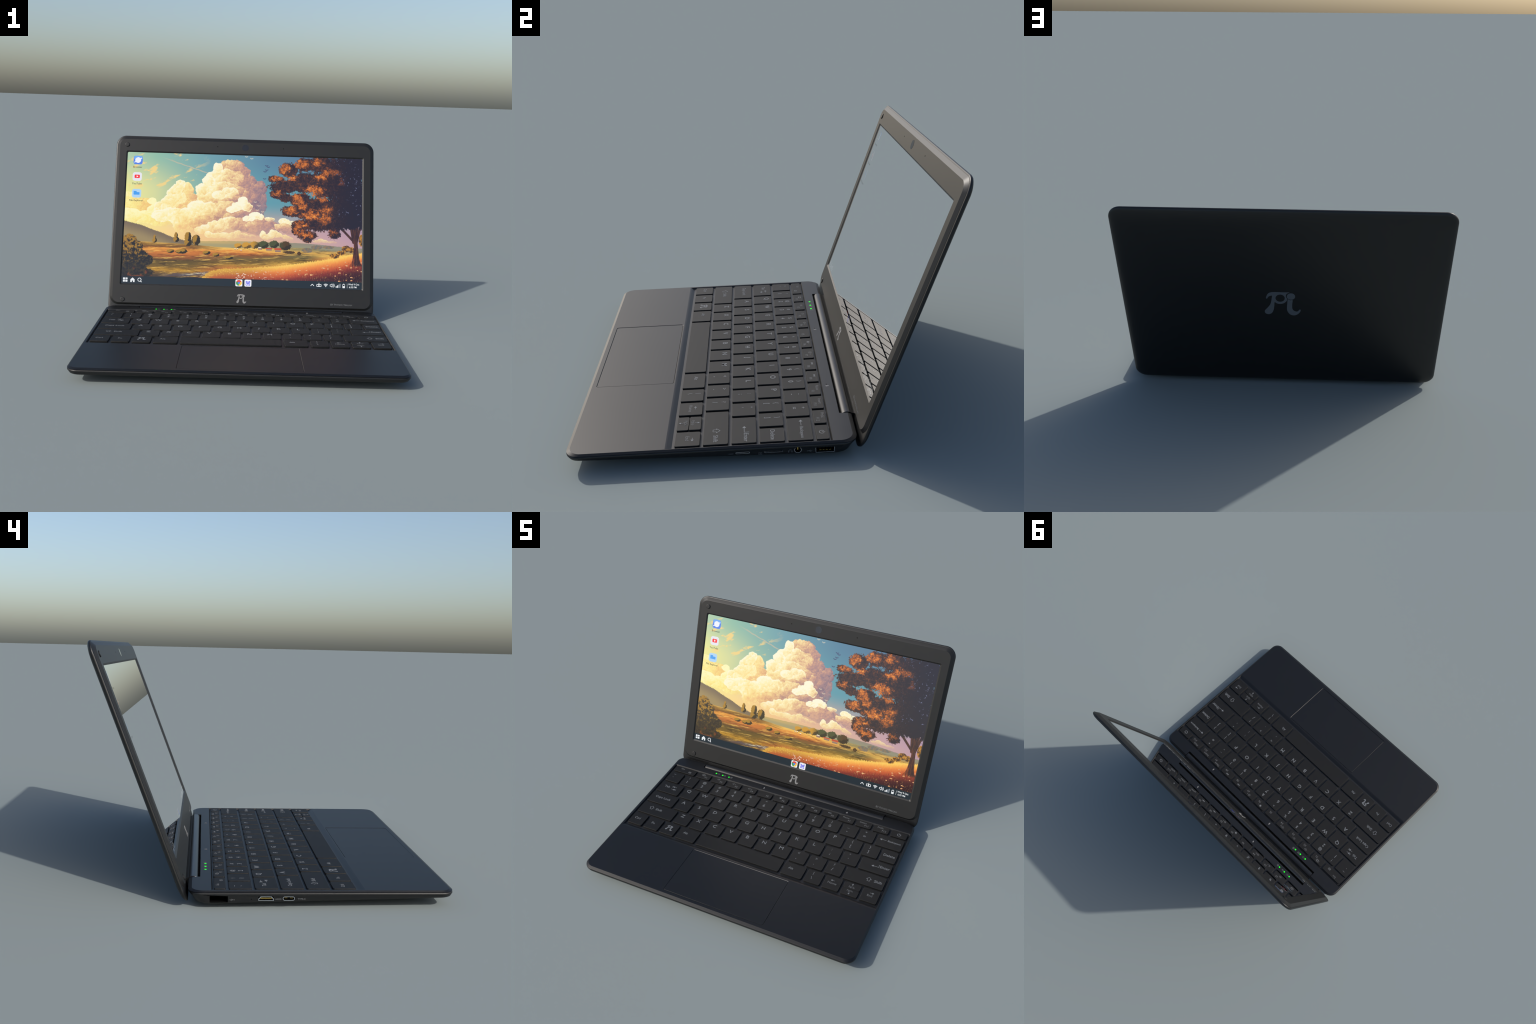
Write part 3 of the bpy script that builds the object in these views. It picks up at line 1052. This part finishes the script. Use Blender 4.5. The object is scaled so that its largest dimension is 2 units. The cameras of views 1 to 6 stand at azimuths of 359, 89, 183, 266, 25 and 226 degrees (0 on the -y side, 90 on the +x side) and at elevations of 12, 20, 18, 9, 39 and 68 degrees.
BUSH_LEFT = [(.41, 2.87, .53, .49), (.72, 2.45, .67, .56), (.17, 2.14, .63, .92), (1.1, 1.81, .7, .49), (.56, 1.29, 1.13, .7), (1.61, 1.61, .46, .39), (.9, .75, 1.3, .4)]
FIELD_TREES = [(4.3, 3.21, .24, .41), (4.32, 2.88, .28, .28), (4.85, 3.04, .3, .39), (3.17, 2.25, .27, .14), (3.99, 2.26, .32, .18), (3.77, 2.23, .28, .15),
               (5.58, 2.21, .28, .15), (6.21, 2.08, .25, .13), (7.09, 1.92, .3, .13), (3.51, 3.05, .22, .2), (3.5, 3.3, .13, .26), (2.08, 2.95, .17, .18), (2.07, 3.14, .09, .2)]
VILLAGE = [(7.67, 2.74, .28, .18), (8.23, 2.78, .35, .23), (8.77, 2.83, .32, .27), (9.37, 2.85, .39, .28), (10.09, 2.91, .35, .27), (10.84, 2.82, .41, .34),
           (11.1, 2.39, .42, .1), (11.78, 2.33, .14, .13)]
FAR_TREES = [(12.31, 2.56, .39, .18), (12.95, 2.78, .42, .14), (13.74, 2.8, .42, .11)]
NEAR_BUSH = [(14.95, 2.73, .34, .23), (14.17, 2.23, .35, .18), (15.96, 3.34, .21, .42), (15.31, 2.66, .21, .21), (14.6, 2.45, .3, .16)]

LAYERS = []


def layer(name):
    """start a painted layer: a node group that takes the picture so far and paints over it"""
    global U, V, P, un, leaf, leaf2
    g = bpy.data.node_groups.new(name, "ShaderNodeTree")
    g.interface.new_socket("under", in_out="INPUT", socket_type="NodeSocketColor")
    g.interface.new_socket("picture", in_out="OUTPUT", socket_type="NodeSocketColor")
    X.nt = g
    gi = g.nodes.new("NodeGroupInput")
    tc = g.nodes.new("ShaderNodeTexCoord")
    sep = g.nodes.new("ShaderNodeSeparateXYZ")
    g.links.new(tc.outputs["Object"], sep.inputs[0])
    U = (X(sep.outputs[0]) + 0.909) * (16 / 1.818)
    V = (X(sep.outputs[1]) - 0.009) * (9 / 1.020)
    P = vec(U, V)
    un = U * (1 / 16)
    LAYERS.append(g)
    return X(gi.outputs[0])


def close(picture):
    go = X.nt.nodes.new("NodeGroupOutput")
    X.nt.links.new(picture.s, go.inputs[0])


layer("sky_layer")
# sky
top = ramp(un, [(0, (175, 205, 172)), (.12, (145, 190, 168)), (.35, (112, 160, 172)), (.6, (92, 132, 158)), (1, (85, 105, 140))])
midc = ramp(un, [(0, (240, 235, 150)), (.12, (215, 218, 158)), (.25, (155, 190, 165)), (.4, (112, 168, 172)), (.62, (98, 155, 170)), (1, (105, 150, 162))])
low = ramp(un, [(0, (252, 238, 140)), (.2, (250, 214, 150)), (.5, (226, 182, 150)), (.75, (198, 162, 165)), (1, (182, 150, 172))])
sky = mix(mix(low, midc, step(3.4, 5.8, V)), top, step(6.2, 9.0, V))
wisp_p = vec(U * 0.5 + V * 0.55, V * 1.5 - U * 0.75)
wn = noise(wisp_p, 1.1, 6, 0.62)
wisp = step(.57, .68, wn) * step(6.0, 3.5, U) * step(6.2, 6.9, V)
sky = mix(sky, (252, 214, 132), wisp * 0.85)
streak = step(.06, .01, xabs(V - (8.75 - 0.33 * (U - 2.4)) + noise(P, 2.0, 3) * 0.1)) * step(2.2, 3.5, U) * step(6.2, 5.0, U)
sky = mix(sky, (214, 190, 158), streak * 0.6)

close(sky)

# clouds: puffy masses lit from the upper left


def cloud_layer(name):
    global wob, puff, Pc, small, grain, pic
    pic = layer(name)
    wob = vmath("MULTIPLY", vmath("SUBTRACT", noise(P, 1.8, 4, 0.55, color=True), (.5, .5, 0)), (.75, .75, 0))
    Pw = vmath("ADD", P, wob)
    d1, l1, r1 = cells(Pw, 2.4)
    d2, l2, r2 = cells(Pw, 5.5)
    puff = (0.60 - d1) * 0.34 + (0.52 - d2) * 0.22
    Pc = vmath("ADD", P, vmath("MULTIPLY", wob, (.30, .30, 0)))
    small = noise(P, 5.0, 4, 0.6)
    big = noise(P, 1.1, 3, 0.5)
    grain = l1 * 0.16 + l2 * 0.10 + (small - 0.5) * 0.34 + (big - 0.5) * 0.5


def cloud(under, mass, warm, dark):
    tone, lst = mass
    d0 = blobs(Pc, lst)
    edge = d0 + puff * 0.55 - 0.03
    mask = step(0.0, 0.05, edge)
    cx = sum(q[0] * q[2] * q[3] for q in lst) / sum(q[2] * q[3] for q in lst)
    cy = sum(q[1] * q[2] * q[3] for q in lst) / sum(q[2] * q[3] for q in lst)
    sx = max(abs(q[0] - cx) + q[2] for q in lst)
    sy = max(abs(q[1] - cy) + q[3] for q in lst)
    slope = vmath("DOT_PRODUCT", P, (-0.5 / sx, 0.5 / sy, 0)) + (0.5 * cx / sx - 0.5 * cy / sy)
    light = slope * 0.42 + grain + tone + step(.35, .0, edge) * (tone - 0.45) * 0.35
    col = mix(ramp(light, warm), ramp(light, dark), step(3.5, 8.3, U))
    # lower right flanks melt into what lies behind
    return mix(under, col, mask * step(-1.15, -.35, slope + (small - .5) * 0.5))


warm = [(0, (206, 150, 116)), (.22, (228, 172, 122)), (.42, (244, 198, 134)), (.62, (252, 224, 148)), (.82, (255, 240, 178)), (1, (255, 248, 214))]
dark = [(0, (136, 114, 128)), (.18, (164, 132, 136)), (.34, (190, 146, 136)), (.50, (220, 172, 140)), (.66, (246, 214, 158)), (.82, (255, 240, 188)), (1, (255, 249, 220))]
hazy = [(0, (226, 172, 116)), (.35, (246, 206, 126)), (.65, (253, 236, 146)), (1, (255, 248, 190))]
PLAN = [(q, warm) for q in CLOUDS[:2]] + [(q, hazy) for q in CLOUD_LOW] + [(q, warm) for q in CLOUDS[2:]]
for k in range(0, len(PLAN), 6):
    cloud_layer("cloud_layer")
    for q, lit_ramp in PLAN[k:k + 6]:
        pic = cloud(pic, q, lit_ramp, dark)
    close(pic)
cloud_layer("horizon_layer")
pic = mix(pic, ramp(un, [(0, (252, 230, 138)), (.35, (246, 200, 140)), (.6, (224, 178, 154)), (1, (186, 152, 172))]), step(4.3, 3.2, V) * 0.62)
for q in CLOUD_HORIZON:
    pic = cloud(pic, q, warm, [(0, (196, 156, 150)), (.4, (226, 182, 150)), (.7, (248, 220, 160)), (1, (255, 246, 204))])
pic = mix(pic, ramp(un, [(0, (250, 222, 135)), (.4, (240, 195, 140)), (1, (190, 155, 165))]), step(3.55, 2.95, V) * 0.75)

# birds
bird = None
for bx, by in ((9.46, 8.31), (9.58, 8.22), (9.47, 8.01), (9.36, 7.89), (9.34, 7.39)):
    q = step(.045, .02, xabs(V - by + xabs(U - bx) * -0.35)) * step(.14, .08, xabs(U - bx))
    bird = q if bird is None else xmax(bird, q)
pic = mix(pic, (70, 72, 110), bird * 0.8)
bird = None
for bx, by in ((8.07, 8.9), (8.43, 8.78), (8.75, 5.75), (9.0, 5.5), (8.9, 5.2), (9.25, 5.1)):
    q = step(.05, .02, xabs(V - by + xabs(U - bx) * -0.4)) * step(.13, .08, xabs(U - bx))
    bird = q if bird is None else xmax(bird, q)
pic = mix(pic, (255, 240, 205), bird * 0.35)

close(pic)

# distant hills and the wooded slope
pic = layer("field_layer")
hz = curve(U, [(0, 2.9), (5.09, 2.99), (7.59, 3.06), (9.73, 3.05), (11.87, 3.04), (13.3, 2.97), (14.74, 2.86), (16, 2.79)]) + (noise(vec(U, 0.0), 5, 3) - 0.5) * 0.05
pic = mix(pic, mix(ramp(un, [(0, (205, 175, 105)), (.4, (196, 170, 112)), (.7, (150, 142, 122)), (1, (140, 128, 130))]), (150, 150, 118), step(2.95, 2.75, V) * 0.6), step(-.01, .03, hz - V))
tri = X.math("PINGPONG", U + noise(vec(U, 1.0), 3.0, 2) * 0.12, 0.05)
sl = curve(U, [(0, 4.22), (0.57, 4.08), (1.14, 3.95), (1.87, 3.68), (2.59, 3.45), (3.17, 3.21), (3.74, 3.05), (4.17, 2.95), (4.75, 2.7), (6, 2.0), (16, 1.0)])
sl = sl + (0.055 - tri) * 2.0 * noise(vec(U, 3.0), 4, 2)
pic = mix(pic, mix((122, 106, 88), (158, 138, 98), step(.0, .9, sl - V)), step(-.01, .03, sl - V))

# fields: vertical colour columns blended along the picture, with brushed bands
Vb = V + (noise(vec(U * 0.45, V * 4.0), 1.5, 5, 0.6) - 0.5) * 0.34 + (noise(vec(U * 2.2, V * 7.0), 2.0, 3, 0.6) - 0.5) * 0.12
tn = (Vb - 0.5) * (1 / 2.6)


def column(stops):
    return ramp(tn, [((v - 0.5) / 2.6, c) for v, c in stops])


cA = column([(2.85, (216, 170, 85)), (2.72, (150, 110, 50)), (2.52, (118, 74, 40)), (2.40, (232, 156, 66)), (2.17, (206, 122, 56)), (1.9, (168, 98, 50)), (1.65, (92, 72, 42)),
             (1.4, (108, 88, 44)), (1.12, (132, 100, 44)), (.95, (196, 146, 52)), (.75, (110, 84, 50)), (.52, (72, 60, 50))])
cB = column([(2.75, (216, 176, 96)), (2.5, (250, 196, 94)), (2.3, (222, 138, 62)), (2.12, (146, 82, 46)), (1.92, (118, 98, 56)), (1.65, (112, 88, 44)), (1.42, (176, 132, 54)),
             (1.2, (200, 118, 58)), (.95, (176, 86, 52)), (.6, (122, 54, 46))])
cC = column([(2.95, (172, 154, 112)), (2.6, (150, 136, 88)), (2.36, (220, 170, 82)), (2.16, (118, 104, 64)), (1.95, (104, 90, 50)), (1.72, (160, 124, 52)), (1.55, (246, 192, 86)),
             (1.3, (240, 154, 72)), (1.05, (206, 98, 56)), (.8, (154, 56, 46)), (.6, (112, 40, 40))])
cD = column([(2.85, (140, 132, 122)), (2.6, (132, 132, 112)), (2.40, (190, 150, 82)), (2.2, (252, 200, 94)), (1.9, (240, 146, 66)), (1.6, (204, 98, 56)), (1.3, (142, 60, 50)),
             (1.0, (92, 45, 50)), (.75, (60, 35, 45))])
gr = mix(mix(cA, cB, step(4.2, 7.6, U)), mix(cC, cD, step(12.0, 14.6, U)), step(8.8, 11.6, U))
gr = mix(gr, (255, 206, 104), step(.52, .72, noise(vec(U * 0.5, V * 5 - U * 0.4), 1.6, 6, 0.66)) * 0.60)
gr = mix(gr, (46, 34, 32), step(.53, .70, noise(vec(U * 0.45 + 9, V * 5.0 + U * 0.3), 1.5, 6, 0.64)) * 0.60)
gr = mix(gr, (40, 32, 30), step(.56, .70, noise(vec(U * 3 + 4, V * 9), 3.0, 4, 0.7)) * step(2.0, 1.4, V) * 0.40)
gl = curve(U, [(0, 2.92), (1.19, 2.86), (2.61, 2.81), (4.04, 2.76), (5.18, 2.69), (6.89, 2.6), (9.02, 2.62), (11.16, 2.72), (12.59, 2.7), (14.03, 2.62), (16, 2.6)])
pic = mix(pic, gr, step(-.02, .03, gl - V))

close(pic)

# trees, bushes and houses of the middle distance
pic = layer("village_layer")
leaf = noise(P, 5.0, 5, 0.65)
leaf2 = noise(P, 11.0, 3, 0.6)
ft = blobs(P, FIELD_TREES)
ft_l = blobs(vmath("ADD", P, (-.10, .06, 0)), FIELD_TREES)
fcol = mix((52, 46, 36), (170, 128, 50), step(.02, .30, ft - ft_l + (leaf - .5) * 0.9))
vt = blobs(P, FAR_TREES)
pic = mix(pic, mix((108, 108, 106), (150, 120, 86), step(.4, .65, leaf)), step(0.0, .12, vt + (leaf2 - .5) * 0.6) * 0.85)
vg = blobs(P, VILLAGE)
vcol = mix(mix((206, 152, 56), (78, 84, 54), step(8.5, 9.2, U)), (84, 62, 40), step(10.3, 10.9, U))
vg_l = blobs(vmath("ADD", P, (-.10, .08, 0)), VILLAGE)
vcol = mix(vcol, (48, 44, 36), step(.15, -.15, vg - vg_l + (leaf - .5) * 1.0) * 0.8)
pic = mix(pic, vcol, step(0.0, .12, vg + (leaf2 - .5) * 0.6))


def boxmask(x0, x1, y0, y1):
    return step(0, .02, U - x0) * step(0, .02, x1 - U) * step(0, .02, V - y0) * step(0, .02, y1 - V)


for x0, x1, y0, y1 in ((9.0, 9.3, 2.5, 2.62), (9.55, 9.95, 2.46, 2.58), (10.15, 10.55, 2.38, 2.52)):
    pic = mix(pic, (150, 120, 110), boxmask(x0, x1, y0, y1))
for x0, x1, y0, y1 in ((9.02, 9.24, 2.62, 2.70), (9.5, 9.98, 2.57, 2.66), (10.1, 10.58, 2.52, 2.66)):
    pic = mix(pic, (196, 78, 56) if x0 > 9.3 else (235, 225, 205), boxmask(x0, x1, y0, y1))
for x0, y0 in ((7.42, 2.5), (7.58, 2.51), (7.82, 2.42)):
    pic = mix(pic, (250, 235, 215), boxmask(x0, x0 + .12, y0, y0 + .06))
    pic = mix(pic, (70, 60, 70), boxmask(x0, x0 + .12, y0 - .05, y0 - .005))
pic = mix(pic, fcol, step(0.0, .12, ft + (leaf2 - .5) * 0.5))

close(pic)

# stream
pic = layer("meadow_layer")
st = step(.13, .05, xabs(V - (0.62 + 0.06 * (U - 3.2) + 0.08 * step(4.5, 6.0, U)) + (noise(vec(U, V * 5), 2, 3) - .5) * 0.25)) * step(2.3, 3.4, U) * step(6.0, 5.4, U)
pic = mix(pic, mix((92, 80, 84), (236, 226, 196), step(.45, .7, noise(vec(U * 0.8, V * 6), 2.2, 4, .7)) * step(3.6, 4.8, U)), st * 0.85)

# foreground rise with grass and flowers
cr = curve(U, [(0, 0), (5.0, 0.3), (5.6, 0.8), (6.23, 1.08), (7.64, 1.22), (9.06, 1.34), (10.47, 1.46), (11.89, 1.68), (13.32, 1.94), (14.39, 2.14), (15.24, 2.36), (16, 2.47)])
blade = noise(vec(U * 9.0, V * 1.6), 2.2, 4, 0.65)
depth = cr - V + (blade - 0.5) * 0.35
fcolA = ramp(depth * 0.6, [(0, (226, 178, 70)), (.14, (206, 148, 64)), (.3, (186, 96, 54)), (.55, (140, 62, 46)), (1, (90, 40, 40))])
fcolB = ramp(depth * 0.6, [(0, (255, 214, 104)), (.10, (252, 188, 88)), (.24, (238, 140, 70)), (.42, (200, 92, 56)), (.58, (136, 54, 48)), (.78, (78, 38, 44)), (1, (52, 30, 40))])
fore = mix(fcolA, fcolB, step(7.5, 11.0, U))
fore = mix(fore, (58, 30, 40), step(.5, .75, noise(vec(U * 7.0 + V, V * 2.0), 1.6, 4, .7)) * step(8.5, 14.5, U) * step(.3, .8, depth) * 0.55)
fore = mix(fore, (255, 190, 110), step(.56, .72, blade) * 0.30)
jit = vmath("MULTIPLY", vmath("SUBTRACT", noise(P, 3.0, 2, .6, color=True), (.5, .5, 0)), (.5, .3, 0))
fd, fl, fr_ = cells(vmath("ADD", vec(U, V * 1.7), jit), 2.6)
fore = mix(fore, mix((206, 130, 84), (250, 204, 150), step(-.1, .15, fl)), step(.20, .13, fd) * step(.60, .64, fr_) * step(.28, .5, depth) * step(9.0, 12.0, U + V * 0.5))
fd2, fl2, fr2 = cells(vmath("ADD", vec(U, V * 1.4), jit), 6.0)
fore = mix(fore, (236, 186, 84), step(.34, .22, fd2) * step(.45, .5, fr2) * step(8.2, 6.8, U) * step(.6, .1, depth))
fd3, fl3, fr3 = cells(vmath("ADD", vec(U, V * 2.2), jit), 5.0)
fore = mix(fore, (255, 232, 208), step(.30, .18, fd3) * step(.62, .66, fr3) * step(7.2, 7.8, U) * step(10.2, 8.8, U) * step(.2, .4, depth))
pic = mix(pic, fore, step(-.02, .05, depth))

close(pic)

# the big bush on the left
pic = layer("bush_layer")
leaf = noise(P, 5.0, 5, 0.65)
leaf2 = noise(P, 11.0, 3, 0.6)
bl = blobs(P, BUSH_LEFT)
bcol = mix((36, 36, 40), (66, 58, 42), step(.40, .66, leaf))
bcol = mix(bcol, (178, 132, 50), step(.46, .68, leaf + (V - 2.0) * 0.10 - (U - .5) * 0.05) * step(1.0, 2.4, V) * 0.85)
bcol = mix(bcol, (142, 76, 44), step(.55, .7, noise(P, 3, 4)) * step(1.3, 0.7, V) * 0.6)
pic = mix(pic, bcol, step(0.0, .10, bl + (leaf - .5) * 0.5 + (leaf2 - .5) * 0.3))

close(pic)

# big autumn tree: bushes behind, trunk, branches, foliage
pic = layer("tree_layer")
leaf = noise(P, 5.0, 5, 0.65)
leaf2 = noise(P, 11.0, 3, 0.6)
nb = blobs(P, NEAR_BUSH)
pic = mix(pic, mix((80, 58, 44), (200, 140, 56), step(.42, .62, leaf)), step(0.0, .12, nb + (leaf2 - .5) * 0.6))
tw = curve(U * 0 + V * 1.6, [(0, .9), (2.4, .5), (2.9, .30), (3.7, .20), (4.6, .14), (5.6, .16), (6.5, .26), (16, .3)])
tcx = 15.60 - 0.10 * step(2.6, 4.2, V)
trunk = step(-.02, .02, tw - xabs(U - tcx)) * step(1.55, 1.75, V + noise(vec(U * 6, 0.0), 2, 2) * 0.2) * step(4.8, 4.4, V)
trunk = xmax(trunk, step(.10, .06, seg_dist(U, V, (15.48, 3.2), (14.44, 4.28))))
trunk = xmax(trunk, step(.09, .06, seg_dist(U, V, (15.62, 3.1), (15.97, 4.66))))
trunk = xmax(trunk, step(.14, .10, seg_dist(U, V, (15.45, 3.2), (15.2, 4.8))))
bark = noise(vec(U * 8.0, V * 1.2), 1.5, 4, .65)
tcol = mix(mix((58, 40, 46), (92, 58, 48), step(.4, .65, bark)), (176, 88, 50), step(15.62, 15.25, U) * step(3.4, 2.2, V) * step(.3, .6, bark) * 0.8)
pic = mix(pic, tcol, trunk)
# dusk behind the trunk on the far right is darker
fo = blobs(P, FOLIAGE)
SUNLIT = [(10.15, 7.45, .65, .25), (10.7, 8.15, .45, .35), (11.85, 8.55, .6, .35), (12.95, 8.65, .5, .3), (13.9, 8.0, .8, .3), (13.2, 7.6, .45, .4), (10.15, 6.35, .5, .22),
          (12.7, 6.7, .75, .4), (11.6, 6.1, .45, .45), (11.1, 5.25, .6, .3), (12.6, 4.95, .8, .35), (11.8, 4.3, .6, .3), (13.6, 5.3, .6, .45), (12.2, 3.65, .65, .28),
          (14.0, 3.8, .4, .28), (13.5, 4.7, .6, .35), (11.2, 7.5, .5, .25), (12.0, 5.6, .45, .3), (13.3, 6.1, .5, .3), (11.5, 3.95, .3, .3), (14.6, 7.3, .35, .3)]
leafy = noise(P, 3.6, 7, 0.74)
fine_leaf = noise(P, 10.0, 4, 0.70)
tuft = noise(P, 2.0, 4, 0.62)
warpP = vmath("ADD", P, vmath("MULTIPLY", vmath("SUBTRACT", noise(P, 2.4, 5, .68, color=True), (.5, .5, 0)), (1.1, 1.0, 0)))
fmask = step(0.0, .05, fo + (leafy - .5) * 1.1 + (fine_leaf - .5) * 0.7 + 0.0)
lit = step(-.25, .60, blobs(warpP, SUNLIT))
sun = lit * 0.46 + (leafy - .5) * 1.2 + (fine_leaf - .5) * 0.9 + (tuft - .5) * 0.5 + 0.13 - step(12.5, 15.4, U) * 0.18
fcol = ramp(sun, [(0, (46, 36, 46)), (.20, (66, 46, 48)), (.36, (98, 60, 46)), (.50, (146, 80, 44)), (.66, (206, 114, 52)), (.82, (236, 146, 64)), (1, (252, 186, 92))])
fcol = mix(fcol, (38, 35, 50), step(13.5, 15.6, U + (tuft - .5) * 3.0 + (leafy - .5) * 1.5) * 0.88)
fcol = mix(fcol, (130, 134, 168), step(.64, .70, noise(P, 6.0, 3, 0.6)) * step(.52, .60, noise(P, 1.0, 2)) * step(13.8, 14.6, U) * 0.65)
fcol = mix(fcol, (110, 150, 165), step(.69, .73, leafy) * step(14.0, 12.5, U) * 0.6)
pic = mix(pic, fcol, fmask)

# task bar
pic = mix(pic, (36, 45, 52), step(.50, .485, V))
close(pic)
m = bpy.data.materials.new("screen_picture")
m.use_nodes = True
m.node_tree.nodes.remove(m.node_tree.nodes["Principled BSDF"])
last = None
for g in LAYERS:
    n = m.node_tree.nodes.new("ShaderNodeGroup")
    n.node_tree = g
    if last is not None:
        m.node_tree.links.new(last.outputs[0], n.inputs[0])
    last = n
display_output(m.node_tree, last.outputs[0])

SX, SY0, SY1 = 0.9100, 0.0080, 1.0300
scr_me = loft([[(x, y, z) for x, y in rrect(-SX, SX, SY0, SY1, 0.004, 3)] for z in (-0.0070, SCR)], "screen")
screen = new_obj("screen", scr_me, lid, [m])


# icons on the screen, built as separate coloured pieces
def su(u): return -0.909 + u * 1.818 / 16
def sv(v): return 0.009 + v * 1.020 / 9


UN = 1.818 / 16


class Pic(Print):
    """draws in picture units (16 x 9)"""

    def done(self, name, rgb, layer=0):
        fr = Matrix(((UN, 0, 0, su(0)), (0, UN, 0, sv(0)), (0, 0, 1, SCR + 0.0001 + 0.00012 * layer), (0, 0, 0, 1)))
        mt = display_mat(name + "_pixels", rgb)
        return self.build(name, screen, mt, fr, 0)


icons = [(.72, 8.43), (.71, 7.28), (.72, 6.12)]
q = Pic()
q.rect(.41, 1.03, 8.13, 8.73, .15)
q.done("app_icon", (86, 132, 232))
q = Pic()
q.rect(.43, 1.01, 8.45, 8.72, .14)
q.done("app_icon_top", (112, 172, 246), 1)
q = Pic()
q.rect(.40, 1.02, 6.98, 7.58, .15)
q.done("app_icon", (232, 232, 240))
q = Pic()
q.rect(.41, 1.03, 5.82, 6.42, .15)
q.done("app_icon", (176, 214, 246))
q = Pic()
q.disc(.72, 8.43, .20)
q.poly([(.44, 8.28), (.50, 8.25), (.98, 8.55), (.95, 8.61)])
q.done("planet_sign", (242, 244, 255), 2)
q = Pic()
q.rect(.53, .89, 7.17, 7.41, .06)
q.done("play_sign", (250, 44, 52), 1)
q = Pic()
q.poly([(.67, 7.22), (.67, 7.36), (.79, 7.29)])
q.done("play_mark", (255, 255, 255), 2)
q = Pic()
q.rect(.52, .72, 6.18, 6.28, .02)
q.rect(.52, .92, 6.02, 6.20, .03)
q.done("folder_sign", (70, 160, 240), 1)
q = Pic()
for s, v in (("Browser", 7.94), ("YouTube", 6.79), ("File Explorer", 5.63)):
    q.text(s, .71, v, .125, bold=.01)
q.done("icon_caption", (58, 62, 56), 1)

q = Pic()
q.rect(.11, .24, .25, .38, .02)
q.rect(.27, .41, .28, .38, .02)
q.rect(.11, .24, .10, .22, .02)
q.rect(.27, .41, .10, .24, .02)
q.poly([(.60, .09), (.70, .09), (.70, .19), (.78, .19), (.78, .09), (.88, .09), (.88, .27), (.74, .40), (.60, .27)])
q.arc(1.20, .26, .11, .04)
q.line((1.27, .18), (1.34, .10), .05)
q.path([(12.58, .17), (12.69, .29), (12.80, .17)], .04)
q.frame(12.99, 13.12, .14, .28, .035)
q.frame(13.15, 13.28, .14, .28, .035)
q.line((13.135, .12), (13.135, .38), .035)
for rr in (.07, .13, .19):
    q.arc(13.59, .13, rr, .035, 45, 135, 10)
q.disc(13.59, .14, .025)
q.path([(13.88, .18), (13.94, .18), (14.02, .11), (14.02, .35), (13.94, .28), (13.88, .28), (13.88, .18)], .03)
q.arc(14.02, .23, .09, .025, -55, 55, 8)
q.arc(14.02, .23, .15, .025, -55, 55, 8)
for i, hgt in enumerate((.10, .16)):
    q.rect(14.26 + i * .085, 14.32 + i * .085, .09, .09 + hgt)
q.frame(14.72, 14.86, .09, .32, .025)
q.rect(14.76, 14.82, .32, .37)
q.rect(14.72, 14.86, .09, .21)
q.line((15.02, .08), (15.02, .38), .015)
q.text("Wed 9 Oct", 15.46, .33, .115, bold=.02, sx=.95)
q.text("6:35 PM", 15.40, .14, .115, bold=.02, sx=.95)
q.done("task_sign", (240, 243, 246))
q = Pic()
for i, hgt in enumerate((.21, .27)):
    q.rect(14.43 + i * .085, 14.49 + i * .085, .09, .09 + hgt)
q.done("task_sign_dim", (150, 158, 166))
q = Pic()
q.rect(7.57, 8.03, .00, .46, .07)
q.rect(8.17, 8.63, .00, .46, .07)
q.done("app_tile", (246, 246, 250))
for a0, a1, c, nm in ((30, 150, (226, 72, 60), "red"), (150, 270, (72, 160, 92), "green"), (270, 390, (250, 200, 72), "yellow")):
    q = Pic()
    q.arc(7.80, .23, .13, .13, a0, a1, 12)
    q.done(nm + "_wedge", c, 1)
q = Pic()
q.disc(7.80, .23, .075, n=16)
q.done("blue_dot", (84, 136, 236), 2)
q = Pic()
q.path([(8.25, .30), (8.40, .22), (8.55, .30)], .045)
q.path([(8.25, .37), (8.40, .29), (8.55, .37)], .045)
q.frame(8.27, 8.37, .09, .20, .035)
q.path([(8.54, .22), (8.44, .20), (8.44, .15), (8.53, .14), (8.53, .09), (8.43, .08)], .035)
q.done("blue_sign", (76, 84, 236), 1)

bpy.data.meshes.remove(PI_MESH)
